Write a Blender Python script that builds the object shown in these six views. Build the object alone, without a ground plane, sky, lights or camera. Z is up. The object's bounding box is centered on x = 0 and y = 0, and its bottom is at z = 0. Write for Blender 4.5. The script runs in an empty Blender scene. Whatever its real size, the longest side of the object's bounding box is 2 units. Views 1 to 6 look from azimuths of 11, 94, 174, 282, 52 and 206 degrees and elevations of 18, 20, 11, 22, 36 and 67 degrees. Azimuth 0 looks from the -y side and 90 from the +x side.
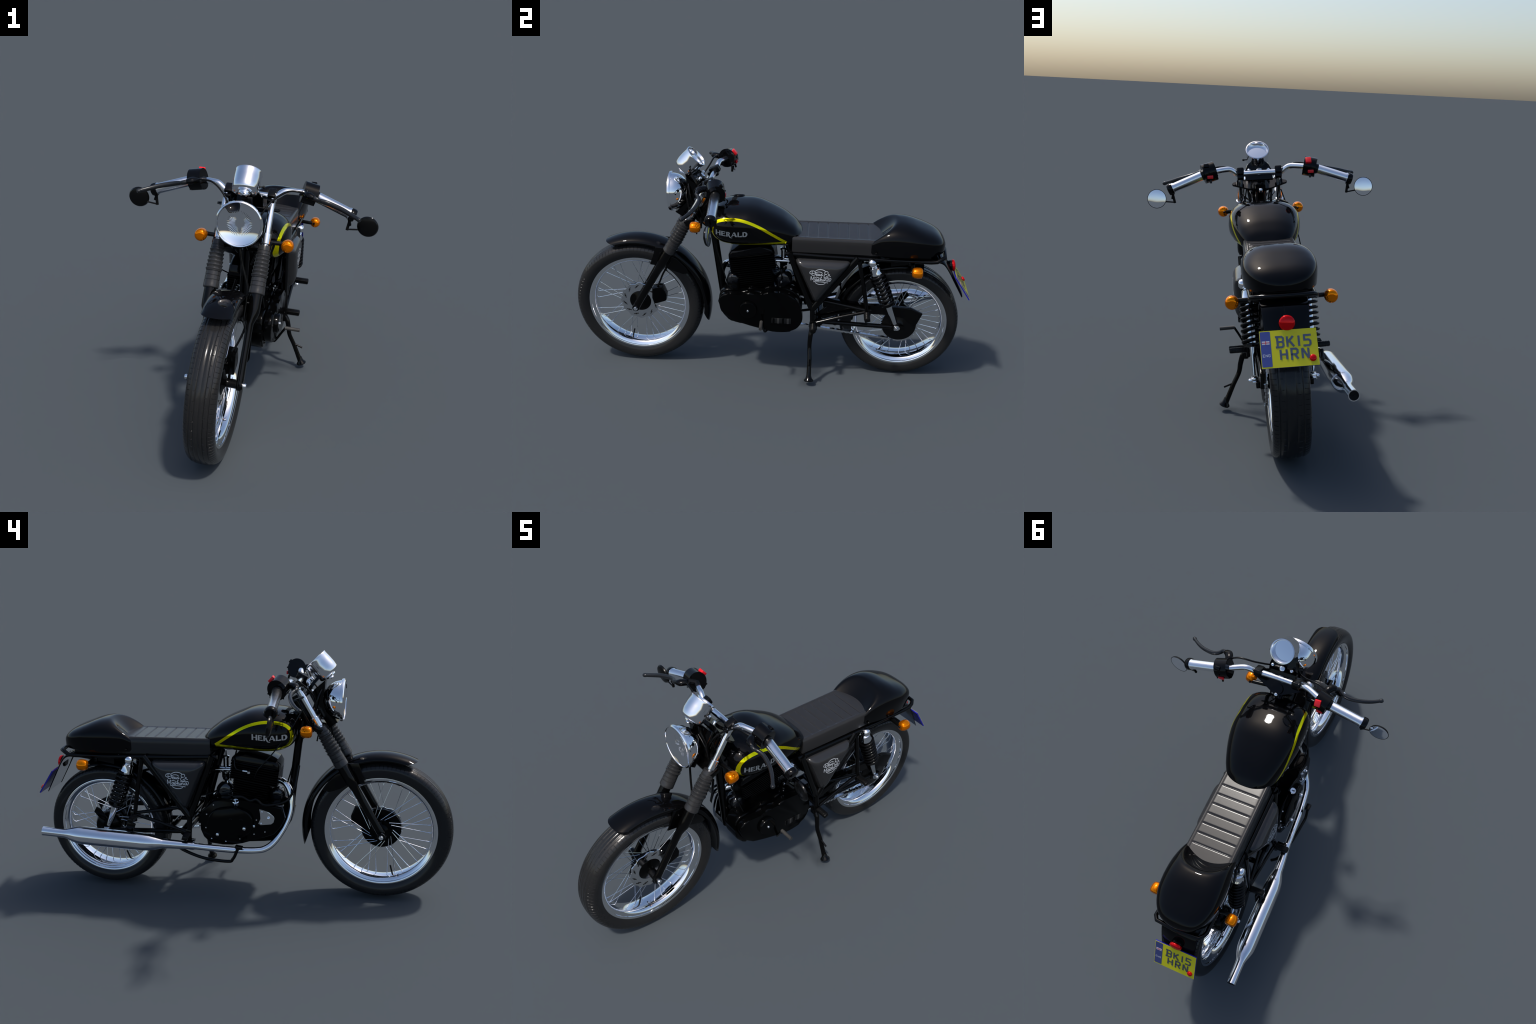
import bpy, bmesh, math, random
from mathutils import Vector, Matrix, Quaternion
from mathutils.bvhtree import BVHTree
random.seed(7)
PI = math.pi
# ------------------------------------------------------------------ materials
def material(name, col, rough=0.3, metal=0.0, spec=0.5, coat=0.0, bump=0.0, scale=60.0, vary=0.0, trans=0.0, ior=1.45):
    m = bpy.data.materials.new(name); m.use_nodes = True
    nt = m.node_tree; b = nt.nodes['Principled BSDF']
    b.inputs['Base Color'].default_value = (*col, 1)
    b.inputs['Metallic'].default_value = metal
    b.inputs['Specular IOR Level'].default_value = spec
    b.inputs['IOR'].default_value = ior
    b.inputs['Coat Weight'].default_value = coat
    b.inputs['Coat Roughness'].default_value = 0.04
    b.inputs['Transmission Weight'].default_value = trans
    tc = nt.nodes.new('ShaderNodeTexCoord')
    n = nt.nodes.new('ShaderNodeTexNoise'); n.inputs['Scale'].default_value = scale; n.inputs['Detail'].default_value = 3
    nt.links.new(tc.outputs['Object'], n.inputs['Vector'])
    mr = nt.nodes.new('ShaderNodeMapRange')
    mr.inputs['To Min'].default_value = max(0.0, rough * 0.85); mr.inputs['To Max'].default_value = min(1.0, rough * 1.15)
    nt.links.new(n.outputs['Fac'], mr.inputs['Value']); nt.links.new(mr.outputs['Result'], b.inputs['Roughness'])
    if vary > 0:
        cr = nt.nodes.new('ShaderNodeValToRGB')
        cr.color_ramp.elements[0].position = 0.3; cr.color_ramp.elements[1].position = 0.7
        cr.color_ramp.elements[0].color = (*[c * (1 - vary) for c in col], 1)
        cr.color_ramp.elements[1].color = (*[min(1, c * (1 + vary)) for c in col], 1)
        nt.links.new(n.outputs['Fac'], cr.inputs['Fac']); nt.links.new(cr.outputs['Color'], b.inputs['Base Color'])
    if bump > 0:
        bp = nt.nodes.new('ShaderNodeBump'); bp.inputs['Strength'].default_value = bump; bp.inputs['Distance'].default_value = 0.002
        nt.links.new(n.outputs['Fac'], bp.inputs['Height']); nt.links.new(bp.outputs['Normal'], b.inputs['Normal'])
    return m
PAINT = material('gloss_black_paint', (0.0022, 0.0022, 0.0026), 0.03, spec=0.22)
FRAME = material('black_frame_enamel', (0.0015, 0.0015, 0.0015), 0.11, spec=0.26)
ENGINE = material('black_engine_coat', (0.0012, 0.0013, 0.0014), 0.14, spec=0.14)
MATTE = material('matt_black_plastic', (0.003, 0.003, 0.003), 0.25, spec=0.25)
SPOKE = material('spoke_steel', (0.72, 0.75, 0.8), 0.12, metal=1.0)
CHROME = material('chrome', (0.92, 0.93, 0.95), 0.035, metal=1.0)
SATIN = material('brushed_chrome', (0.86, 0.87, 0.9), 0.13, metal=1.0)
MIRROR = material('mirror_glass', (0.95, 0.95, 0.97), 0.012, metal=1.0)
GRIPM = material('grip_satin_metal', (0.86, 0.87, 0.9), 0.22, metal=1.0)
DARKSTEEL = material('dark_polished_case', (0.006, 0.007, 0.009), 0.06, spec=1.0)
MIRRORG = material('mirror_silver', (0.95, 0.95, 0.97), 0.012, metal=0.88)
STEEL = material('grey_steel', (0.75, 0.76, 0.78), 0.1, metal=1.0)
RUBBER = material('tyre_rubber', (0.0165, 0.0165, 0.0168), 0.17, spec=0.35, vary=0.1, bump=0.04, scale=220)
BOOT = material('fork_boot_rubber', (0.026, 0.026, 0.027), 0.2, spec=0.4, vary=0.08)
GREY = material('grey_plastic_rubber', (0.05, 0.048, 0.045), 0.35, spec=0.45)
LEVER = material('dark_lever_coat', (0.01, 0.011, 0.013), 0.3, spec=0.5)
SEATM = material('seat_leather', (0.024, 0.0235, 0.024), 0.21, spec=0.32, bump=0.02, scale=420, vary=0.06)
PANELM = material('graphite_panel_paint', (0.024, 0.024, 0.025), 0.13, spec=0.5)
YELLOW = material('yellow_metallic_stripe', (0.8, 0.74, 0.0), 0.1, metal=0.8)
AMBER = material('amber_lens', (1.0, 0.25, 0.0), 0.05, metal=0.8)
RED = material('red_lens', (0.75, 0.0, 0.003), 0.08, metal=0.45)
REDSW = material('red_switch_plastic', (0.75, 0.012, 0.02), 0.3)
PLATEY = material('plate_yellow', (0.66, 0.6, 0.012), 0.35)
PLATEB = material('plate_blue_edge', (0.012, 0.012, 0.32), 0.25)
BAND = material('plate_blue_band', (0.11, 0.13, 0.36), 0.25, metal=0.6)
PLTXT = material('plate_letter_metal', (0.16, 0.18, 0.22), 0.2, metal=0.75)
WHITE = material('white_mark', (0.62, 0.62, 0.66), 0.3, metal=0.1)
FLAGR = material('flag_red', (0.6, 0.05, 0.06), 0.4)
LOGO = material('silver_logo', (0.8, 0.82, 0.85), 0.22, metal=0.35)
GLASS = material('lens_glass', (1, 1, 1), 0.0, trans=1.0, ior=1.3)
DARKIN = material('dark_inside', (0.003, 0.003, 0.003), 0.6)

# ------------------------------------------------------------------ scene helpers
ROOT = bpy.data.objects.new('motorcycle', None)
bpy.context.scene.collection.objects.link(ROOT)
ROOT['label'] = 'black cafe racer motorcycle with chrome parts and yellow stripe'
ROOT['category'] = 'motorcycle'
LEAN = math.radians(5.7)
ROOT.location = (-0.0925, 0, 0.0)
ROOT.rotation_euler = (0, LEAN, 0)

def link(o, parent):
    bpy.context.scene.collection.objects.link(o); o.parent = parent or ROOT
    return o
def group(name, parent=None):
    return link(bpy.data.objects.new(name, None), parent)
def mesh_object(name, verts, faces, mat, parent=None, angle=38, smooth=True):
    me = bpy.data.meshes.new(name)
    me.from_pydata([tuple(v) for v in verts], [], faces); me.update()
    bm = bmesh.new(); bm.from_mesh(me)
    bmesh.ops.recalc_face_normals(bm, faces=bm.faces); bm.to_mesh(me); bm.free()
    return finish(name, me, mat, parent, angle, smooth)
def finish(name, me, mat, parent, angle=38, smooth=True):
    me.materials.append(mat)
    if smooth:
        me.polygons.foreach_set('use_smooth', [True] * len(me.polygons))
        me.set_sharp_from_angle(angle=math.radians(angle))
    return link(bpy.data.objects.new(name, me), parent)
def from_bm(name, bm, mat, parent, angle=38, smooth=True):
    bmesh.ops.recalc_face_normals(bm, faces=bm.faces)
    me = bpy.data.meshes.new(name); bm.to_mesh(me); bm.free()
    return finish(name, me, mat, parent, angle, smooth)
def box(name, c, size, mat, parent=None, rot=None, bevel=0.003, seg=2):
    bm = bmesh.new(); bmesh.ops.create_cube(bm, size=1.0)
    for v in bm.verts: v.co = Vector((v.co.x * size[0], v.co.y * size[1], v.co.z * size[2]))
    if bevel > 0: bmesh.ops.bevel(bm, geom=bm.edges[:], offset=bevel, segments=seg, affect='EDGES', profile=0.5)
    M = Matrix.Translation(Vector(c)) @ (rot.to_matrix().to_4x4() if isinstance(rot, Quaternion) else (rot or Matrix.Identity(4)))
    bm.transform(M)
    return from_bm(name, bm, mat, parent)
def rx(a): return Matrix.Rotation(math.radians(a), 4, 'X')
def aim(d): return Vector(d).normalized().to_track_quat('Z', 'Y')
def lathe(name, prof, origin, axis, mat, parent=None, seg=48, angle=38, flat=1.0, open_end=False):
    """prof: (radius, height along axis)."""
    q = aim(axis); o = Vector(origin); verts = []; faces = []; n = len(prof)
    for r, h in prof:
        for k in range(seg):
            a = 2 * PI * k / seg
            verts.append(o + q @ Vector((r * math.cos(a), r * math.sin(a) * flat, h)))
    for i in range(n - 1):
        for k in range(seg):
            k2 = (k + 1) % seg
            faces.append((i * seg + k, i * seg + k2, (i + 1) * seg + k2, (i + 1) * seg + k))
    if prof[0][0] > 1e-6 and not open_end: faces.append(tuple(range(seg)))
    if prof[-1][0] > 1e-6 and not open_end: faces.append(tuple(range((n - 1) * seg, n * seg)))
    bm = bmesh.new(); me = bpy.data.meshes.new(name); me.from_pydata([tuple(v) for v in verts], [], faces)
    bm.from_mesh(me); bpy.data.meshes.remove(me)
    bmesh.ops.remove_doubles(bm, verts=bm.verts, dist=1e-6)
    return from_bm(name, bm, mat, parent, angle)
def catmull(pts, sub=8, closed=False):
    P = [Vector(p) for p in pts]; n = len(P); out = []
    for i in range(n if closed else n - 1):
        p0 = P[(i - 1) % n] if closed else P[max(i - 1, 0)]
        p1 = P[i]; p2 = P[(i + 1) % n] if closed else P[i + 1]
        p3 = P[(i + 2) % n] if closed else P[min(i + 2, n - 1)]
        for k in range(sub):
            t = k / sub
            out.append(0.5 * ((2 * p1) + (p2 - p0) * t + (2 * p0 - 5 * p1 + 4 * p2 - p3) * t * t + (3 * p1 - p0 - 3 * p2 + p3) * t ** 3))
    if not closed: out.append(P[-1].copy())
    return out
def tube(name, pts, r, mat, parent=None, sub=8, seg=16, smooth=True, ry=None, cap=True, closed=False):
    """sweep a circle (or ellipse) along a spline; r may be a list given per control point."""
    if smooth and len(pts) > 2: C = catmull(pts, sub)
    else: C = [Vector(p) for p in pts]; sub = 1
    m = len(C); rad = []
    for i in range(m):
        if isinstance(r, (list, tuple)):
            t = i / max(m - 1, 1) * (len(r) - 1); k = min(int(t), len(r) - 2); rad.append(r[k] + (r[k + 1] - r[k]) * (t - k))
        else: rad.append(r)
    verts = []; faces = []
    T0 = (C[1] - C[0]).normalized()
    up = Vector((1, 0, 0)) if abs(T0.x) < 0.85 else Vector((0, 0, 1))
    N = (up - T0 * up.dot(T0)).normalized()
    for i in range(m):
        a = C[max(i - 1, 0)]; b = C[min(i + 1, m - 1)]; T = (b - a).normalized()
        if not smooth and 0 < i < m - 1:
            T = ((C[i] - C[i - 1]).normalized() + (C[i + 1] - C[i]).normalized()).normalized()
        N = (N - T * N.dot(T)).normalized(); B = T.cross(N)
        for k in range(seg):
            an = 2 * PI * k / seg
            verts.append(C[i] + N * (rad[i] * math.cos(an)) + B * ((ry * rad[i] if ry else rad[i]) * math.sin(an)))
    for i in range(m - 1):
        for k in range(seg):
            k2 = (k + 1) % seg
            faces.append((i * seg + k, i * seg + k2, (i + 1) * seg + k2, (i + 1) * seg + k))
    if cap: faces += [tuple(range(seg)), tuple(range((m - 1) * seg, m * seg))]
    return mesh_object(name, verts, faces, mat, parent, 45)
def prism(name, outline, x0, x1, mat, parent=None, bevel=0.004, smoothen=0, seg=3):
    """extrude a (y, z) outline along x, outer rim rounded."""
    P = [(p[0], p[1]) for p in outline]
    if smoothen: P = [(v.x, v.y) for v in catmull([(p[0], p[1], 0) for p in P], smoothen, True)]
    bm = bmesh.new()
    va = [bm.verts.new((x0, y, z)) for y, z in P]; vb = [bm.verts.new((x1, y, z)) for y, z in P]
    n = len(P)
    fa = bm.faces.new(va); fb = bm.faces.new(vb[::-1])
    for i in range(n): bm.faces.new((va[i], vb[i], vb[(i + 1) % n], va[(i + 1) % n]))
    if bevel > 0:
        ed = [e for f in (fa, fb) for e in f.edges]
        bmesh.ops.bevel(bm, geom=ed, offset=bevel, segments=seg, affect='EDGES', profile=0.5)
    return from_bm(name, bm, mat, parent, 32)
def instance(src, name, M, parent):
    o = src.copy(); o.name = name
    bpy.context.scene.collection.objects.link(o); o.parent = parent; o.matrix_local = M
    return o
def rounded(pts, r, seg=6):
    """round the corners of a 2-D polygon."""
    P = [Vector((p[0], p[1])) for p in pts]; n = len(P); out = []
    for i in range(n):
        a, b, c = P[i - 1], P[i], P[(i + 1) % n]
        u = (a - b).normalized(); v = (c - b).normalized(); rr = r[i] if isinstance(r, (list, tuple)) else r
        d = min(rr, (a - b).length * 0.45, (c - b).length * 0.45)
        s, e = b + u * d, b + v * d
        for k in range(seg + 1):
            t = k / seg; out.append(((1 - t) ** 2 * s + 2 * t * (1 - t) * b + t * t * e)[:])
    return out
def bolt(name, c, d, r, mat=CHROME, parent=None, h=0.006, seg=12):
    return lathe(name, [(r, 0), (r, h * 0.6), (r * 0.75, h), (0, h * 1.05)], c, d, mat, parent, seg)

# ------------------------------------------------------------------ wheels
def build_wheel(yc, zc, R, half, rimR, rim_half, group_name, n_sipes, hub_l, hub_r, drumR, sq=.8, rq=.74):
    W = group(group_name)
    C = Vector((0, yc, zc))
    # tyre section (x, radius), bead to bead, with circumferential grooves in the tread
    sec = []
    Rm = rimR + (R - rimR) * 0.45; hr = R - Rm; N = 64
    gro = [-0.62, -0.3, 0.0, 0.3, 0.62]
    for i in range(N + 1):
        t = -1.12 + 2.24 * i / N
        a = t * PI / 2
        e = sq
        x = half * math.copysign(abs(math.sin(a)) ** e, a) if abs(t) <= 1 else math.copysign(half, t)
        rr = Rm + hr * (max(math.cos(a), 0) ** rq) if abs(t) <= 1 else Rm
        if abs(t) > 1:
            k = (abs(t) - 1) / 0.12
            x = math.copysign(half - (half - rim_half * 0.93) * k ** 1.7, t); rr = Rm + (rimR - 0.006 - Rm) * k
        d = 0
        for g in gro:
            w = abs(x / half - g * 0.92)
            if w < 0.035 and abs(t) < 1: d = 0.0028
        sec.append((x, rr - d, abs(x) / half, t))
    # extra beads right next to each groove keep it narrow: columns follow the sipes
    cols = []
    for k in range(n_sipes):
        for f, cut in ((0.0, 0), (0.42, 0), (0.46, 1), (0.54, 1), (0.58, 0)):
            cols.append((2 * PI * (k + f) / n_sipes, cut, k))
    verts = []; faces = []; m = len(sec)
    for a, cut, k in cols:
        for x, r, w, t in sec:
            d = 0.0022 if (cut and 0.70 < w < 0.97 and abs(t) < 1) else 0
            if cut and abs(t) < 1 and (0.33 < x / half < 0.45 if k % 2 else -0.45 < x / half < -0.33): d = 0.002
            aa = a + (0.35 * (w - 0.7) / n_sipes * 2 * PI if w > 0.7 else 0) * (1 if x > 0 else -1)
            verts.append(C + Vector((x, (r - d) * math.cos(aa), (r - d) * math.sin(aa))))
    nc = len(cols)
    for i in range(nc):
        j = (i + 1) % nc
        for q in range(m - 1): faces.append((i * m + q, i * m + q + 1, j * m + q + 1, j * m + q))
    mesh_object('tyre', verts, faces, RUBBER, W, 40)
    # rim
    h = rim_half
    prof = [(-h * .86, rimR - .002), (-h * .97, rimR + .004), (-h, rimR + .001), (-h * 1.0, rimR - .006), (-h * .95, rimR - .010), (-h * .88, rimR - .0105), (-h * .84, rimR - .0145), (-h * .78, rimR - .0215), (-h * .62, rimR - .0275),
            (-h * .3, rimR - .0315), (0, rimR - .033)]
    prof = prof + [(-x, r) for x, r in prof[-2::-1]]
    prof += [(h * .8, rimR - .004), (-h * .8, rimR - .004)]
    S = 128; verts = []; faces = []; m = len(prof)
    for i in range(S):
        a = 2 * PI * i / S
        for x, r in prof: verts.append(C + Vector((x, r * math.cos(a), r * math.sin(a))))
    for i in range(S):
        j = (i + 1) % S
        for q in range(m): faces.append((i * m + q, i * m + (q + 1) % m, j * m + (q + 1) % m, j * m + q))
    mesh_object('rim', verts, faces, CHROME, W, 40)
    # spokes
    rin = rimR - .030
    L = 1.0
    bm = bmesh.new(); bmesh.ops.create_cone(bm, cap_ends=True, segments=8, radius1=0.0015, radius2=0.0015, depth=1.0)
    src = None
    me = bpy.data.meshes.new('spoke'); bm.to_mesh(me); bm.free(); me.materials.append(SPOKE)
    me.polygons.foreach_set('use_smooth', [True] * len(me.polygons)); me.set_sharp_from_angle(angle=0.7)
    bm = bmesh.new(); bmesh.ops.create_cone(bm, cap_ends=True, segments=8, radius1=0.0026, radius2=0.002, depth=0.012)
    mn = bpy.data.meshes.new('spoke_nipple'); bm.to_mesh(mn); bm.free(); mn.materials.append(SPOKE)
    for side in (1, -1):
        hr, hx = (hub_l if side > 0 else hub_r)
        for k in range(18):
            pair = k // 2; odd = k % 2
            base = 2 * PI * pair / 9 + (0.30 if side < 0 else 0)
            ah = base + (0.14 if odd else -0.14) + side * 0.73
            ar = base + (0.085 if odd else -0.085) * 1.0
            a = C + Vector((side * hx, hr * math.cos(ah), hr * math.sin(ah)))
            b = C + Vector((side * 0.012, (rin - .002) * math.cos(ar), (rin - .002) * math.sin(ar)))
            d = b - a; q = d.to_track_quat('Z', 'Y')
            M = Matrix.Translation((a + b) / 2) @ q.to_matrix().to_4x4() @ Matrix.Diagonal((1, 1, d.length, 1))
            o = bpy.data.objects.new('spoke', me); link(o, W); o.matrix_local = M
            o = bpy.data.objects.new('spoke_nipple', mn); link(o, W)
            o.matrix_local = Matrix.Translation(b - d.normalized() * 0.006) @ q.to_matrix().to_4x4()
    # valve
    a = math.radians(-104 if yc < 0 else -112)
    tube('tyre_valve', [C + Vector((0, (rin - .001) * math.cos(a), (rin - .001) * math.sin(a))), C + Vector((0, (rin - .042) * math.cos(a), (rin - .042) * math.sin(a)))], 0.004, MATTE, W, smooth=False)
    return W, C

FY, FZ, FR = -0.6682, 0.3375, 0.3315
RY, RZ, RR = 0.666, 0.3055, 0.301
FW, FC = build_wheel(FY, FZ, FR, 0.062, 0.261, 0.051, 'front_wheel', 104, (0.045, 0.018), (0.052, 0.036), 0.09)
RW, RC = build_wheel(RY, RZ, RR, 0.0735, 0.2385, 0.066, 'rear_wheel', 94, (0.055, 0.045), (0.055, 0.05), 0.07, .62, .62)

# front hub, drum style on the right, scalloped disc on the left
lathe('hub', [(0.016, -0.092), (0.024, -0.09), (0.024, -0.055), (0.030, -0.052), (0.044, -0.044), (0.047, -0.034), (0.056, -0.032), (0.058, -0.01), (0.062, -0.004), (0.092, -0.002), (0.094, 0.0), (0.094, 0.011), (0.05, 0.0145), (0.05, 0.018), (0.024, 0.02), (0.018, 0.03)], FC, (1, 0, 0), ENGINE, FW, 64)
prism('hub_cover_plate', [(FY + r * math.cos(math.radians(a)), FZ + r * math.sin(math.radians(a))) for r, a in [(.057, 95 + 8 * k) for k in range(11)] + [(.036, 175 - 8 * k) for k in range(11)]], -.036, -.048, ENGINE, FW, .002)
def brake_disc():
    bm = bmesh.new(); n = 120; x0, x1 = 0.0155, 0.0205
    ro = [0.1 + 0.0035 * math.cos(12 * 2 * PI * i / n) for i in range(n)]
    rings = []
    for x in (x0, x1):
        for inner in (True, False):
            rings.append([bm.verts.new((x, FY + (0.056 if inner else ro[i]) * math.cos(2 * PI * i / n), FZ + (0.056 if inner else ro[i]) * math.sin(2 * PI * i / n))) for i in range(n)])
    a, b, c, d = rings
    for i in range(n):
        j = (i + 1) % n
        for p, q in ((a, b), (b, d), (d, c), (c, a)): bm.faces.new((p[i], p[j], q[j], q[i]))
    from_bm('brake_disc', bm, STEEL, FW, 30)
brake_disc()
slot = None
for k in range(12):
    for f, rr in ((0.0, 0.086), (0.17, 0.079)):
        a = 2 * PI * (k + 0.3 + f) / 12
        c = FC + Vector((0.0213, rr * math.cos(a), rr * math.sin(a)))
        M = Matrix.Translation(c) @ Matrix.Rotation(a + 0.35, 4, 'X')
        if slot is None:
            slot = box('disc_slot', (0, 0, 0), (0.001, 0.0035, 0.017), DARKIN, FW, None, 0.0); slot.matrix_local = M
        else: instance(slot, 'disc_slot', M, FW)
lathe('disc_carrier', [(0.052, 0.0), (0.056, 0.004), (0.05, 0.008), (0.03, 0.011), (0.018, 0.02), (0.018, 0.055)], FC + Vector((0.016, 0, 0)), (1, 0, 0), ENGINE, FW, 48)
prism('brake_caliper', [(-.598, .425), (-.572, .432), (-.545, .44), (-.525, .39), (-.528, .358), (-.59, .335), (-.60, .37)], -0.002, 0.05, ENGINE, FW, 0.006)
tube('axle', [(-0.118, -.675, .338), (0.1, -.675, .338)], 0.012, MATTE, FW, smooth=False)
for s, x in ((1, 0.115), (-1, -0.135)):
    lathe('axle_nut', [(0.0105, -0.012), (0.0105, -0.002), (0.008, 0.002), (0, 0.003)], (x, -.675, .338), (s, 0, 0), CHROME, FW, 12)
tube('wheel_spacer', [(0.04, -.673, .338), (0.08, -.675, .338)], 0.017, MATTE, FW, smooth=False)

# rear hub, sprocket, drum
lathe('hub', [(0.02, -0.085), (0.035, -0.08), (0.06, -0.07), (0.068, -0.055), (0.068, -0.02), (0.05, 0.0), (0.05, 0.04), (0.062, 0.045), (0.062, 0.058), (0.03, 0.062), (0.02, 0.09)], RC, (1, 0, 0), ENGINE, RW, 56)
def sprocket():
    n = 168; pts = []
    for i in range(n):
        a = 2 * PI * i / n; r = 0.089 + 0.0032 * math.cos(42 * a)
        pts.append((RY + r * math.cos(a), RZ + r * math.sin(a)))
    prism('sprocket', pts, 0.076, 0.082, STEEL, RW, 0)
sprocket()
lathe('sprocket_guard', [(0.025, 0.0), (0.086, 0.0), (0.086, 0.004), (0.07, 0.01), (0.03, 0.012), (0.02, 0.02)], RC + Vector((0.083, 0, 0)), (1, 0, 0), MATTE, RW, 56)
tube('axle', [(-0.125, RY - .005, RZ), (0.125, RY - .005, RZ)], 0.0085, CHROME, RW, smooth=False)
prism('brake_arm', [(.69, .40), (.71, .41), (.725, .385), (.70, .355), (.66, .33), (.655, .35)], -0.095, -0.085, ENGINE, RW, 0.003)

# ------------------------------------------------------------------ fork
FORK = group('fork')
ax0, ax1 = Vector((0, -.3, 1.006)), Vector((0, -.675, .338))
fd = (ax1 - ax0).normalized(); FL = (ax1 - ax0).length
def fpt(x, z):
    t = (z - ax0.z) / (ax1.z - ax0.z); return Vector((x, ax0.y + (ax1.y - ax0.y) * t, z))
for s in (1, -1):
    X = 0.0985 * s
    o = fpt(X, 1.012)
    tube('fork_tube', [o, fpt(X, .80)], 0.0148, SATIN, FORK, smooth=False, seg=32)
    lathe('fork_cap', [(0.0148, -0.004), (0.0165, 0), (0.0165, 0.008), (0.011, 0.010), (0.010, 0.02), (0, 0.021)], fpt(X, 1.012), -fd, CHROME, FORK, 24)
    lathe('fork_collar', [(0.015, 0), (0.0195, 0.002), (0.0195, 0.045), (0.016, 0.048)], fpt(X, .888), fd, SATIN, FORK, 32)
    # rubber gaiter with steps
    prof = [(0.018, 0.0), (0.0255, 0.001), (0.0265, 0.006), (0.0275, 0.022), (0.0262, 0.0235), (0.0262, 0.0255), (0.0285, 0.027), (0.0285, 0.036)]
    L = 0.205; h = 0.036
    for i in range(6):
        rl = 0.0265 + 0.0008 * i; st = 0.0165
        prof += [(rl, h + .0008), (rl, h + .0032), (rl + .0044, h + .0052), (rl + .0044, h + .0088), (rl + .0022, h + .0125), (rl + .0016, h + st - .0006)]
        h += st
    for i in range(3):
        rl = 0.0312 + 0.0006 * i; st = 0.0185
        prof += [(rl - .0022, h + .0005), (rl - .0022, h + .002), (rl, h + .0032), (rl, h + st - .001)]
        h += st
    prof += [(0.0328, h + .001), (0.0328, L - 0.003), (0.031, L), (0.02, L)]
    lathe('fork_gaiter', prof, fpt(s * .0965, .842), fd, BOOT, FORK, 40, 30)
    # lower leg: round under the gaiter, then slim and flattened
    verts = []
    leg = [(.675, .025, .025), (.615, .0255, .0255), (.595, .0245, .025), (.575, .0195, .022), (.555, .0155, .0195), (.50, .0145, .0185), (.40, .0145, .018), (.365, .015, .018), (.345, .0155, .019), (.325, .013, .017), (.318, .008, .010)]
    faces = []; S = 24
    for i, (z, a, b) in enumerate(leg):
        c = fpt(s * (.097 if z > .58 else .0895 if z < .56 else .094), z); n2 = Vector((0, fd.z, -fd.y)).normalized()
        for q in range(S):
            an = 2 * PI * q / S; ca, sa = math.cos(an), math.sin(an)
            verts.append(c + Vector((1, 0, 0)) * a * ca + n2 * b * sa)
    for i in range(len(leg) - 1):
        for q in range(S): faces.append((i * S + q, i * S + (q + 1) % S, (i + 1) * S + (q + 1) % S, (i + 1) * S + q))
    faces += [tuple(range(S)), tuple(range((len(leg) - 1) * S, len(leg) * S))]
    mesh_object('fork_leg', verts, faces, FRAME, FORK, 50)
    lathe('axle_clamp', [(0.0175, -0.016), (0.0185, -0.013), (0.0185, 0.003), (0.0175, 0.006)] if s > 0 else [(0.0175, -0.026), (0.0185, -0.023), (0.0185, 0.013), (0.0175, 0.016)], (X, -.675, .338), (1, 0, 0), FRAME, FORK, 28)
# yokes, steering head
box('lower_yoke', fpt(0, .835) + Vector((0, .012, 0)), (0.25, 0.05, 0.03), FRAME, FORK, rx(29), 0.008)
box('signal_bracket', fpt(0, .865) + Vector((0, .02, 0)), (0.17, 0.03, 0.016), MATTE, FORK, rx(29), 0.004)
tube('steering_head', [(0, -.262, .965), (0, -.352, .80)], 0.025, FRAME, FORK, smooth=False, seg=28)
def yoke_plate():
    top = [(0, -.238, .942), (.03, -.25, .949), (.131, -.292, .975), (.135, -.302, .979), (.128, -.312, .983), (.085, -.33, .990), (.066, -.335, .994)]
    P = top + [(-x, y, z) for x, y, z in top[::-1] if x > 0]
    bm = bmesh.new(); up = Vector((0, .5, .86)) * 0.006
    a = [bm.verts.new(Vector(p)) for p in P]; b = [bm.verts.new(Vector(p) - up * 1.6) for p in P]; n = len(P)
    bm.faces.new(a); bm.faces.new(b[::-1])
    for i in range(n): bm.faces.new((a[i], a[(i + 1) % n], b[(i + 1) % n], b[i]))
    from_bm('upper_yoke', bm, FRAME, FORK)
    out = [(.068, -.322, .99), (.066, -.345, 1.03), (.052, -.372, 1.06), (.03, -.385, 1.075)]
    P = out + [(-x, y, z) for x, y, z in out[::-1]]
    bm = bmesh.new(); t = Vector((0, -.75, .1)).normalized() * 0.02
    a = [bm.verts.new(Vector(p)) for p in P]; b = [bm.verts.new(Vector(p) + t) for p in P]; n = len(P)
    bm.faces.new(a); bm.faces.new(b[::-1])
    for i in range(n): bm.faces.new((a[i], a[(i + 1) % n], b[(i + 1) % n], b[i]))
    from_bm('instrument_panel', bm, FRAME, FORK)
yoke_plate()
for x, y, z, r in ((-.002, -.333, 1.035, .013), (.047, -.338, 1.036, .008), (-.047, -.336, 1.034, .008), (0.0, -.2455, .9475, .009)):
    lathe('indicator_lamp' if z > 1 else 'steering_nut', [(r, -.01), (r, 0.004), (r * .85, .006), (r * .5, .0075), (0, .008)], (x, y + .003, z), (0, .62, .78), CHROME, FORK, 20)
prism('headlamp_bracket', [(-.41, 1.045), (-.36, 1.0), (-.34, .978), (-.352, .95), (-.425, .823), (-.465, .85), (-.405, .90), (-.392, .955), (-.405, 1.0)], -0.034, 0.034, FRAME, FORK, 0.004)

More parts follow.
